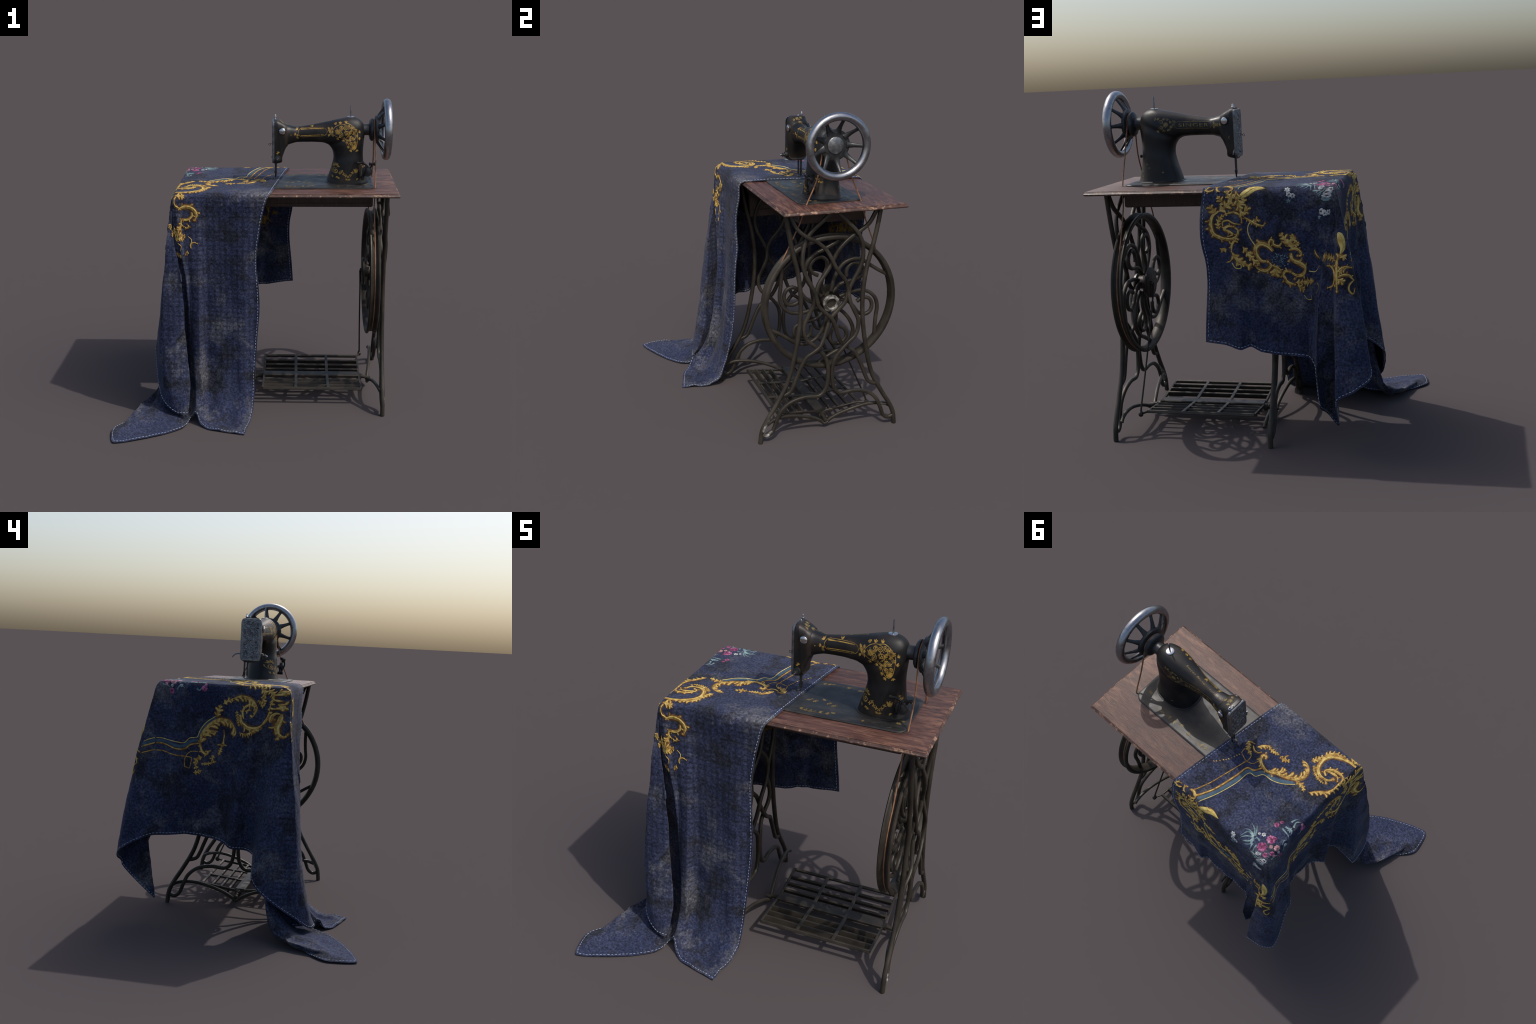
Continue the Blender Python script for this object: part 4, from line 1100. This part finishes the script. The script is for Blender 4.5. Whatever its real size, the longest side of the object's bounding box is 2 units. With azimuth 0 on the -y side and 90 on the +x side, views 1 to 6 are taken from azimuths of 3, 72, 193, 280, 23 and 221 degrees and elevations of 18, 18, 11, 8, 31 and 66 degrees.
# back spray
stroke('leaf', 0.022, (0.122, 0.676), (0.084, 0.649), (0.051, 0.613), (0.048, 0.572))
stroke('leaf', 0.016, (0.084, 0.643), (0.107, 0.612), (0.129, 0.587))
stroke('leaf', 0.016, (0.054, 0.610), (0.068, 0.583), (0.072, 0.556))
stroke('leaf', 0.018, (0.132, 0.686), (0.152, 0.659), (0.167, 0.639))
stroke('scroll', 0.018, (0.119, 0.670), (0.148, 0.697), (0.158, 0.747), (0.146, 0.794), (0.111, 0.817), (0.062, 0.823), (0.028, 0.806), (0.020, 0.775), (0.042, 0.756))
stroke('scroll', 0.014, (0.042, 0.756), (0.075, 0.753), (0.094, 0.770), (0.068, 0.783), (0.049, 0.797), (0.075, 0.808))
stroke('leaf', 0.013, (0.118, 0.775), (0.123, 0.736), (0.104, 0.700), (0.071, 0.684))
stroke('scroll', 0.012, (0.082, 0.687), (0.038, 0.679), (0.001, 0.701), (-0.004, 0.734))
stroke('scroll', 0.009, (0.101, 0.752), (0.100, 0.730), (0.073, 0.722), (0.046, 0.737), (0.007, 0.745))
stroke('leaf', 0.024, (0.023, 0.561), (0.016, 0.611), (0.003, 0.665), (-0.021, 0.707))
stroke('leaf', 0.016, (0.002, 0.644), (-0.019, 0.622), (-0.020, 0.598))
stroke('leaf', 0.016, (-0.014, 0.682), (-0.038, 0.666), (-0.041, 0.642))
stroke('scroll', 0.013, (-0.021, 0.707), (-0.059, 0.730), (-0.091, 0.747), (-0.124, 0.753), (-0.133, 0.740))
stroke('leaf', 0.011, (-0.070, 0.733), (-0.090, 0.720), (-0.112, 0.734))
stroke('pale', 0.006, (-0.081, 0.722), (-0.048, 0.738), (-0.035, 0.776), (-0.048, 0.821), (-0.075, 0.861))
# back garland
stroke('scroll', 0.013, (0.023, 0.842), (0.040, 0.832), (0.059, 0.856), (0.062, 0.892))
stroke('leaf', 0.022, (0.062, 0.892), (0.035, 0.933), (-0.013, 0.962), (-0.057, 0.982))
stroke('leaf', 0.018, (-0.001, 0.864), (-0.032, 0.903), (-0.068, 0.946), (-0.102, 0.978))
stroke('leaf', 0.012, (0.124, 0.873), (0.105, 0.884), (0.086, 0.881))
stroke('scroll', 0.007, (0.092, 0.951), (0.069, 0.942), (0.062, 0.919))
stroke('pale', 0.005, (0.064, 0.953), (0.043, 0.981), (0.014, 0.981), (0.016, 0.959), (0.033, 0.967))
stroke('scroll', 0.024, (-0.175, 0.891), (-0.146, 0.864), (-0.103, 0.851), (-0.077, 0.872), (-0.079, 0.911), (-0.106, 0.944), (-0.142, 0.948))
stroke('scroll', 0.018, (-0.142, 0.948), (-0.159, 0.969), (-0.127, 0.998), (-0.082, 0.984), (-0.072, 0.969))
stroke('scroll', 0.014, (-0.155, 0.847), (-0.159, 0.830), (-0.176, 0.836), (-0.176, 0.852), (-0.208, 0.863), (-0.228, 0.839))
stroke('leaf', 0.018, (-0.247, 0.867), (-0.244, 0.834), (-0.225, 0.806), (-0.211, 0.794))
stroke('leaf', 0.018, (-0.249, 0.861), (-0.273, 0.834), (-0.295, 0.821), (-0.259, 0.804))
stroke('leaf', 0.016, (-0.252, 0.867), (-0.284, 0.854), (-0.329, 0.852))
stroke('scroll', 0.015, (-0.263, 0.886), (-0.296, 0.878), (-0.328, 0.895), (-0.336, 0.914), (-0.312, 0.917))
stroke('scroll', 0.024, (-0.271, 0.900), (-0.283, 0.939), (-0.330, 0.959), (-0.374, 0.985), (-0.357, 1.016), (-0.309, 1.025), (-0.270, 1.004))
stroke('scroll', 0.016, (-0.270, 1.004), (-0.241, 1.002), (-0.229, 1.021), (-0.243, 1.050))
stroke('leaf', 0.026, (-0.186, 0.977), (-0.185, 1.006), (-0.181, 1.031))
stroke('scroll', 0.012, (-0.162, 0.969), (-0.189, 0.977), (-0.210, 0.990), (-0.221, 1.013))
stroke('scroll', 0.018, (-0.232, 1.024), (-0.254, 1.064), (-0.296, 1.075))
stroke('leaf', 0.018, (-0.296, 1.064), (-0.362, 1.064), (-0.508, 1.055))
stroke('leaf', 0.018, (-0.312, 1.080), (-0.374, 1.107))
stroke('scroll', 0.009, (-0.585, 1.122), (-0.626, 1.076), (-0.559, 1.060))
stroke('pale', 0.004, (-0.362, 1.134), (-0.405, 1.157), (-0.479, 1.155), (-0.466, 1.136))
# corner spray
stroke('lemon', 0.04, (-0.693, 0.700), (-0.734, 0.712), (-0.770, 0.735), (-0.789, 0.769))
stroke('leaf', 0.018, (-0.804, 0.798), (-0.796, 0.769), (-0.831, 0.757))
stroke('leaf', 0.018, (-0.798, 0.805), (-0.732, 0.841), (-0.615, 0.926))
stroke('scroll', 0.018, (-0.800, 0.795), (-0.842, 0.835), (-0.888, 0.871), (-0.927, 0.900))
stroke('scroll', 0.014, (-0.853, 0.839), (-0.850, 0.801), (-0.882, 0.762))
stroke('scroll', 0.014, (-0.874, 0.856), (-0.881, 0.825), (-0.904, 0.801), (-0.939, 0.796))
stroke('leaf', 0.016, (-0.878, 0.859), (-0.900, 0.852), (-0.916, 0.845))
stroke('scroll', 0.009, (-0.939, 0.796), (-0.943, 0.833), (-0.964, 0.850), (-0.992, 0.845), (-0.978, 0.820))
stroke('leaf', 0.014, (-0.863, 0.789), (-0.857, 0.812), (-0.864, 0.835))
stroke('scroll', 0.014, (-0.754, 0.883), (-0.805, 0.854), (-0.848, 0.863), (-0.878, 0.912), (-0.858, 0.952))
stroke('scroll', 0.012, (-0.472, 0.885), (-0.503, 0.913), (-0.545, 0.929))
stroke('pale', 0.005, (-0.563, 0.966), (-0.517, 1.002), (-0.415, 1.003))
# flowers at the back left corner
flower('pink', -0.430, 0.508, 0.026)
flower('pink', -0.438, 0.444, 0.024)
flower('pink', -0.403, 0.359, 0.014)
flower('pink', -0.413, 0.329, 0.009)
flower('pink', -0.507, 0.260, 0.008)
flower('pink', -0.474, 0.531, 0.014)
flower('pink', -0.558, 0.469, 0.018)
flower('pink', -0.499, 0.500, 0.014)
flower('pink', -0.532, 0.267, 0.018)
flower('pink', -0.450, 0.425, 0.01)
flower('rose', -0.497, 0.458, 0.018)
flower('rose', -0.466, 0.474, 0.01)
flower('rose', -0.519, 0.505, 0.01)
flower('white', -0.389, 0.449, 0.013)
flower('white', -0.367, 0.461, 0.008)
flower('white', -0.256, 0.570, 0.011)
flower('white', -0.438, 0.553, 0.013)
flower('white', -0.432, 0.576, 0.008)
flower('white', -0.256, 0.563, 0.016)
flower('white', -0.262, 0.591, 0.015)
flower('white', -0.279, 0.597, 0.014)
flower('white', -0.446, 0.553, 0.015)
flower('white', -0.502, 0.563, 0.014)
flower('white', -0.499, 0.580, 0.013)
flower('white', -0.501, 0.681, 0.017)
flower('white', -0.517, 0.689, 0.016)
flower('white', -0.538, 0.679, 0.016)
flower('white', -0.505, 0.598, 0.012)
flower('white', -0.525, 0.467, 0.01)
flower('white', -0.521, 0.406, 0.01)
flower('sage', -0.259, 0.623, 0.013)
flower('sage', -0.492, 0.712, 0.014)
flower('sage', -0.508, 0.616, 0.013)
flower('sage', -0.469, 0.593, 0.012)
flower('sage', -0.476, 0.332, 0.016)
blade((-0.358, 0.498), (-0.324, 0.518), (-0.300, 0.552))
blade((-0.356, 0.495), (-0.316, 0.493), (-0.296, 0.542))
blade((-0.354, 0.493), (-0.320, 0.481), (-0.285, 0.493))
blade((-0.354, 0.489), (-0.332, 0.461), (-0.291, 0.442))
blade((-0.359, 0.485), (-0.344, 0.458), (-0.326, 0.434))
blade((-0.360, 0.500), (-0.354, 0.534), (-0.320, 0.554))
blade((-0.365, 0.504), (-0.368, 0.541), (-0.339, 0.563))
blade((-0.377, 0.525), (-0.382, 0.551), (-0.388, 0.572))
blade((-0.401, 0.519), (-0.404, 0.548), (-0.414, 0.568))
blade((-0.444, 0.334), (-0.489, 0.333), (-0.501, 0.353))
blade((-0.452, 0.293), (-0.457, 0.272), (-0.469, 0.253))
blade((-0.481, 0.308), (-0.473, 0.274), (-0.490, 0.258))
blade((-0.439, 0.354), (-0.484, 0.361), (-0.514, 0.373))
blade((-0.397, 0.490), (-0.373, 0.488), (-0.369, 0.508))
blade((-0.505, 0.421), (-0.496, 0.399), (-0.506, 0.381))
blade((-0.522, 0.534), (-0.527, 0.497), (-0.544, 0.477))
blade((-0.547, 0.428), (-0.521, 0.412), (-0.538, 0.380))
blade((-0.534, 0.313), (-0.545, 0.294), (-0.526, 0.283))
blade((-0.335, 0.547), (-0.360, 0.527), (-0.391, 0.548))
blade((-0.397, 0.576), (-0.431, 0.571), (-0.466, 0.577))
blade((-0.500, 0.614), (-0.510, 0.624), (-0.517, 0.606))
blade((-0.438, 0.592), (-0.468, 0.578), (-0.488, 0.560))
chain = []
for X, Y in [(0.120, 0.317), (0.110, 0.307), (0.097, 0.291), (0.086, 0.274), (0.076, 0.263), (0.068, 0.250), (0.061, 0.233), (0.055, 0.217), (0.050, 0.202), (0.044, 0.189)]:
    patch(chain, X, Y, .0055, .0035, 0, .0022, 0, 8)
pieces_obj('gold_chain', chain, [MAT['gold']], cloth)
beads = []
for X, Y in [(-0.265, 0.951), (-0.256, 0.963), (-0.239, 0.971), (-0.217, 0.974), (-0.195, 0.970), (-0.177, 0.963), (-0.167, 0.951), (-0.167, 0.937), (-0.178, 0.926), (-0.196, 0.918), (-0.218, 0.915), (-0.239, 0.918), (-0.255, 0.926), (-0.265, 0.938)]:
    patch(beads, X, Y, .004, .004, 0, .0022, 0, 8)
pieces_obj('bead_ring', beads, [MAT['sage']], cloth)
BEAD_C = (-.215, .935)
pieces_obj('inside_embroidery', inner, [MAT['bronze'], MAT['faded_gold'], MAT['faded_gold'], MAT['band']], cloth)
for k in range(26):                                  # lattice of pale threads inside the back cartouche
    a, r = rng.uniform(0, 2 * pi), rng.uniform(.1, .8)
    X, Y = BEAD_C[0] + .055 * r * math.cos(a), BEAD_C[1] + .035 * r * math.sin(a)
    c = []
    ribbon(c, [(X, Y), (X + rng.uniform(-.02, .02), Y + rng.uniform(-.015, .015))], .004, .0014, 'leaf', 0)
    pieces_obj('lattice_thread', c, [MAT['sage']], cloth)

# ---- running stitch along every border -----------------------------------
def stitches():
    V, F = [], []
    def dash(p, q, r=.0017):
        v, f = tube([p, (p + q) / 2, q], [r * .6, r, r * .6], 6)
        k = len(V); V.extend(v); F.extend(tuple(i + k for i in g) for g in f)
    def run(fn):
        P = np.array([fn(t) for t in np.linspace(0, 1, 1500)])
        d = np.r_[0, np.cumsum(np.linalg.norm(np.diff(P, axis=0), axis=1))]
        x = 0
        while x + .014 < d[-1]:
            l = rng.uniform(.011, .015)
            a, c = (np.array([np.interp(x + e, d, P[:, k]) for k in range(3)]) for e in (0, l))
            if np.linalg.norm(a - c) > .004:
                dash(a, c)
            x += l + rng.uniform(.006, .009)
    inset = .013
    for h in (.0008, -THICK - .0008):
        def hem(t, h=h):
            s = inset + t * (S5 - 2 * inset)
            i = float(np.interp(s, s_list, np.arange(NS))); i0 = min(int(i), NS - 2); f = i - i0
            return on_skirt(s, LEN[i0] * (1 - f) + LEN[i0 + 1] * f - inset, h)
        run(hem)
        run(lambda t, h=h: on_skirt(inset, t * (sheet.L[0] - inset), h))
        run(lambda t, h=h: on_skirt(S5 - inset, t * (sheet.L[-1] - inset), h))
    def border(t):
        y = CY0 + (CY1 - CY0) * t
        return on_cloth(EDGE0 + (EDGE1 - EDGE0) * t - inset, y, .0008)
    run(border)
    return V, F
v, f = stitches()
st = mesh_obj('hem_stitching', v, f, MAT['thread'], cloth)
st['kind'] = 'stuff'

# ------------------------------------------------------------------ gilt decals on the machine
def surf(side, u, v, h=.0007):
    if side == 'bed':
        return np.array([u, v, 1.4690 + h])
    if side == 'top':
        o, d = Vector((u, v, 3)), Vector((0, 0, -1))
    else:
        o, d = Vector((u, -1 if side == 'front' else 1.5, v)), Vector((0, 1 if side == 'front' else -1, 0))
    hit = BODY.ray_cast(o, d)
    if hit[0] is None:
        hit = BODY.find_nearest(Vector((u, HY, v)) if side != 'top' else Vector((u, v, 1.85)))
    n = hit[1] if hit[1].dot(d) < 0 else -hit[1]
    return np.array(hit[0] + n * h)

class Decal:
    def __init__(self, side):
        self.side, self.b = side, Build()
    def strip(self, pts, w, per=8, taper=False, step=.003):
        P = spline(pts, per)
        d = np.r_[0, np.cumsum(np.linalg.norm(np.diff(P, axis=0), axis=1))]
        n = max(3, int(d[-1] / step)); t = np.linspace(0, d[-1], n + 1)
        Q = np.stack([np.interp(t, d, P[:, 0]), np.interp(t, d, P[:, 1])], 1)
        T = np.gradient(Q, axis=0); T /= np.linalg.norm(T, axis=1)[:, None] + 1e-9
        V = []
        for k in range(n + 1):
            ww = w * (max(.15, math.sin(pi * (k / n) ** .8)) if taper else 1)
            nrm = np.array([-T[k, 1], T[k, 0]])
            for c, h in ((-.5, .0005), (0, .0009), (.5, .0005)):
                q = Q[k] + nrm * c * ww
                V.append(surf(self.side, q[0], q[1], h))
        self.b.add(V, [(k*3+c, k*3+c+1, k*3+c+4, k*3+c+3) for k in range(n) for c in (0, 1)])
        return self
    def dot(self, u, v, rx, ry=None, ang=0, n=10):
        ry = ry or rx
        ca, sa = math.cos(ang), math.sin(ang)
        V = [surf(self.side, u, v, .0010)] + [surf(self.side, u + rx*math.cos(a)*ca - ry*math.sin(a)*sa, v + rx*math.cos(a)*sa + ry*math.sin(a)*ca, .0005) for a in [2*pi*k/n for k in range(n)]]
        self.b.add(V, [(0, 1 + k, 1 + (k + 1) % n) for k in range(n)])
        return self
    def spiral(self, u, v, r, w, start=0, turns=1.4, sgn=1):
        pts = [(u + r * (1 - .8 * k / 20) * math.cos(start + sgn * turns * 2 * pi * k / 20), v + r * (1 - .8 * k / 20) * math.sin(start + sgn * turns * 2 * pi * k / 20)) for k in range(21)]
        self.strip(pts, w, 3)
        return self.dot(*pts[-1], w * .9)
    def petals(self, u, v, r, n=5, a0=0):
        for k in range(n):
            a = a0 + 2 * pi * k / n
            self.dot(u + .6 * r * math.cos(a), v + .6 * r * math.sin(a), r * .42, r * .26, a, 8)
        return self.dot(u, v, r * .2)
    def rosette(self, u, v, r):
        self.petals(u, v, r, 9); self.petals(u, v, r * .62, 6, .3)
        return self
    def sprig(self, u, v, ang, r):
        for d in (-.7, 0, .7):
            a = ang + d
            self.dot(u + .5 * r * math.cos(a), v + .5 * r * math.sin(a), r * .5, r * .2, a, 8)
        return self
    def done(self, name, mat, parent):
        return part(self.b, name, mat, parent)

dr = random.Random(5)
# big spray on the front of the shoulder
d = Decal('front')
for u, v, r, s in ((.544, 1.830, .016, 1), (.547, 1.783, .015, -1), (.581, 1.794, .020, 1), (.608, 1.766, .015, -1), (.608, 1.730, .013, 1), (.634, 1.735, .012, -1), (.570, 1.830, .014, -1), (.600, 1.752, .010, 1)):
    d.spiral(u, v, r, .0038, dr.uniform(0, 6), 1.5, s)
d.rosette(.524, 1.804, .017).rosette(.627, 1.707, .017)
for u, v in ((.627, 1.794), (.612, 1.811), (.638, 1.812), (.606, 1.830), (.626, 1.760), (.588, 1.836), (.640, 1.778), (.622, 1.826), (.600, 1.796)):
    d.petals(u, v, .0115, 5, dr.uniform(0, 1))
d.strip([(.563, 1.851), (.587, 1.855), (.614, 1.842), (.637, 1.818), (.650, 1.784), (.648, 1.740), (.640, 1.700), (.626, 1.688)], .0030)
d.strip([(.490, 1.812), (.505, 1.832), (.530, 1.846), (.563, 1.851)], .0026)
d.strip([(.500, 1.784), (.520, 1.772), (.552, 1.765), (.577, 1.752), (.592, 1.726), (.606, 1.700), (.626, 1.688)], .0026)
for u, v, a in ((.512, 1.846, 2), (.540, 1.852, 1.6), (.575, 1.858, 1.5), (.655, 1.760, 0), (.655, 1.800, .4), (.585, 1.738, 3.6), (.596, 1.712, 3.6), (.525, 1.766, 4.4), (.560, 1.756, 4.5), (.612, 1.690, 4), (.645, 1.690, 5), (.492, 1.822, 2.8), (.497, 1.786, 3.6)):
    d.sprig(u, v, a, .015)
poly = [(.500, 1.795), (.510, 1.828), (.545, 1.846), (.590, 1.850), (.630, 1.822), (.645, 1.775), (.640, 1.705), (.620, 1.698), (.598, 1.728), (.570, 1.762), (.520, 1.778)]
def inside(u, v):
    c = False
    for (a, e), (f, h) in zip(poly, poly[1:] + poly[:1]):
        if (e > v) != (h > v) and u < (f - a) * (v - e) / (h - e) + a:
            c = not c
    return c
k = 0
while k < 110:
    u, v = dr.uniform(.49, .66), dr.uniform(1.69, 1.86)
    if inside(u, v):
        d.dot(u, v, dr.uniform(.0025, .0055), dr.uniform(.0014, .0026), dr.uniform(0, 6), 7); k += 1
d.done('gilt_spray', MAT['gilt'], head)
# cartouche on the arm front
d = Decal('front')
d.strip([(.289, 1.815), (.34, 1.818), (.39, 1.820), (.436, 1.821)], .0048)
d.strip([(.289, 1.775), (.34, 1.777), (.39, 1.780), (.436, 1.783)], .0048)
for off, w in ((0, .0022),):
    d.strip([(.300, 1.823), (.288, 1.820), (.277, 1.810), (.271, 1.795), (.277, 1.780), (.288, 1.770), (.300, 1.767)], w)
    d.strip([(.425, 1.828), (.440, 1.824), (.452, 1.814), (.456, 1.803), (.452, 1.789), (.440, 1.779), (.425, 1.775)], w)
    d.strip([(.300, 1.823), (.36, 1.827), (.425, 1.828)], .0016).strip([(.300, 1.767), (.36, 1.770), (.425, 1.775)], .0016)
for u, v, a in ((.268, 1.812, 2.2), (.272, 1.766, 3.9), (.258, 1.785, 3.1), (.360, 1.829, 1.6), (.462, 1.820, .8), (.463, 1.785, 5.6), (.476, 1.808, .6), (.476, 1.797, 5.8), (.484, 1.803, 0), (.468, 1.803, 0)):
    d.sprig(u, v, a, .014)
d.petals(.266, 1.777, .008).petals(.468, 1.812, .009).petals(.481, 1.790, .009).dot(.225, 1.780, .0035)
d.sprig(.141, 1.666, 1.2, .014).sprig(.139, 1.658, 1.9, .012)
d.done('gilt_cartouche', MAT['gilt'], head)
# garland at the foot of the pillar, front
d = Decal('front')
d.spiral(.514, 1.555, .019, .0045, 1.2, 1.5).spiral(.514, 1.555, .027, .0022, 2.5, .8)
for k, (u, v) in enumerate(((.541, 1.541), (.554, 1.552), (.565, 1.534), (.579, 1.524), (.593, 1.518), (.607, 1.527), (.620, 1.544))):
    d.petals(u, v, .0105, 4, k)
d.sprig(.516, 1.584, 1.6, .022).sprig(.508, 1.580, 2.0, .015).sprig(.526, 1.578, 1.1, .015).sprig(.640, 1.548, 1.4, .024).sprig(.648, 1.540, 1.9, .018)
for u, v, a in ((.586, 1.506, 4.2), (.598, 1.506, 5.0), (.500, 1.520, 3.6), (.532, 1.515, 4.6), (.648, 1.506, 5.4), (.678, 1.585, 1.4), (.684, 1.570, .6), (.52, 1.52, 5)):
    d.sprig(u, v, a, .013)
d.done('gilt_garland', MAT['gilt'], head)
# back of the arm: framed lettering between two sprays, faded
d = Decal('back')
d.strip([(.452, 1.811), (.36, 1.809), (.268, 1.805)], .0026).strip([(.454, 1.774), (.36, 1.772), (.270, 1.768)], .0026)
d.strip([(.452, 1.811), (.464, 1.806), (.470, 1.793), (.464, 1.780), (.454, 1.774)], .0018)
d.strip([(.268, 1.805), (.258, 1.799), (.253, 1.787), (.259, 1.774), (.270, 1.768)], .0018)
d.spiral(.546, 1.812, .014, .0035, 0, 1.4).spiral(.547, 1.782, .014, .0035, 0, 1.4, -1).rosette(.519, 1.796, .016)
for u, v, a in ((.560, 1.826, 1), (.575, 1.828, .3), (.530, 1.822, 1.5), (.512, 1.820, 1.8), (.497, 1.806, 2.4), (.495, 1.786, 3.8), (.484, 1.796, 3), (.505, 1.774, 4.4), (.530, 1.770, 4.8), (.562, 1.766, 5.4), (.475, 1.808, 2), (.244, 1.794, 2.6), (.242, 1.778, 3.6), (.222, 1.784, 3), (.232, 1.786, 3.1), (.205, 1.784, 2.8)):
    d.sprig(u, v, a, .015)
d.petals(.488, 1.785, .009).petals(.240, 1.786, .009).petals(.36, 1.813, .006)
for u, v, a in ((.629, 1.549, 1), (.646, 1.570, 2), (.676, 1.530, 1), (.678, 1.508, 4), (.545, 1.522, 1)):
    d.sprig(u, v, a, .010)
d.strip([(.143, 1.722), (.150, 1.712), (.144, 1.706)], .004)
d.done('faded_gilt_spray', MAT['faded'], head)

def lettering(body, side, u0, u1, v, height, name, mat, slope=0.0, shear=0.0):
    """Built-in font text, laid onto the body surface."""
    cu = bpy.data.curves.new(name, 'FONT')
    cu.body = body; cu.size = 1.0; cu.align_x = 'LEFT'; cu.resolution_u = 4; cu.shear = shear
    cu.space_character = 1.15
    cu.offset = .012
    o = bpy.data.objects.new(name, cu); link(o)
    me = bpy.data.meshes.new_from_object(o.evaluated_get(bpy.context.evaluated_depsgraph_get()))
    bpy.data.objects.remove(o); bpy.data.curves.remove(cu)
    bm = bmesh.new(); bm.from_mesh(me)
    xs = [q.co.x for q in bm.verts]; ys = [q.co.y for q in bm.verts]
    x0, x1, y0, y1 = min(xs), max(xs), min(ys), max(ys)
    for _ in range(2):
        bmesh.ops.subdivide_edges(bm, edges=[e for e in bm.edges if e.calc_length() > .12], cuts=1)
    bmesh.ops.triangulate(bm, faces=bm.faces)
    for q in bm.verts:
        s = (q.co.x - x0) / (x1 - x0); t = (q.co.y - y0) / (y1 - y0) - .5
        q.co = Vector(surf(side, u0 + (u1 - u0) * s, v + slope * s + height * t, .0010))
    bm.to_mesh(me); bm.free()
    me.materials.append(mat)
    t = link(bpy.data.objects.new(name, me), head)
    return t
lettering('SINGER', 'back', .447, .272, 1.7925, .020, 'lettering', MAT['faded'], -.005)
# thin script line along the top of the arm (drawn from the back edge so it reads from behind)
def top_surf_text():
    o = lettering('Singer Manufacturing Co.', 'top', .490, .190, .123, -.016, 'script_lettering', MAT['faded'], .012, .25)
top_surf_text()
d = Decal('top')
d.petals(.165, .118, .016, 7).sprig(.185, .122, 0, .02).sprig(.160, .135, 2, .016).sprig(.172, .10, 4.5, .016)
d.done('faded_rosette', MAT['faded'], head)
# worn scrolls on the bed plate
d = Decal('bed')
for u, v, a, r in ((.191, -.032, .2, .02), (.215, -.034, 0, .02), (.262, -.036, 3, .022), (.297, -.034, .3, .02), (.331, -.032, 0, .022), (.361, -.024, 1, .02), (.199, .086, 5, .02), (.230, .078, 5.5, .02), (.271, .100, 1, .018), (.305, .080, 5.6, .022), (.338, .068, 5.2, .02), (.697, .0, 1, .022), (.712, .03, 1.4, .022), (.523, -.035, 0, .016), (.205, .287, 0, .02), (.34, .288, .3, .022), (.566, .285, 2, .02), (.512, .288, 3, .02), (.47, .29, 3, .022), (.422, .275, 2.6, .02), (.25, .292, 3, .022), (.70, .24, 1.5, .02)):
    d.sprig(u, v, a, r)
    if r > .019: d.spiral(u + .012, v + .006, .009, .0022, a, 1.2)
d.strip([(.185, -.040), (.23, -.043), (.29, -.043), (.36, -.040)], .0025, taper=True)
d.strip([(.195, .296), (.28, .300), (.40, .298)], .0025, taper=True)
d.done('bed_scrolls', MAT['faded'], bed)
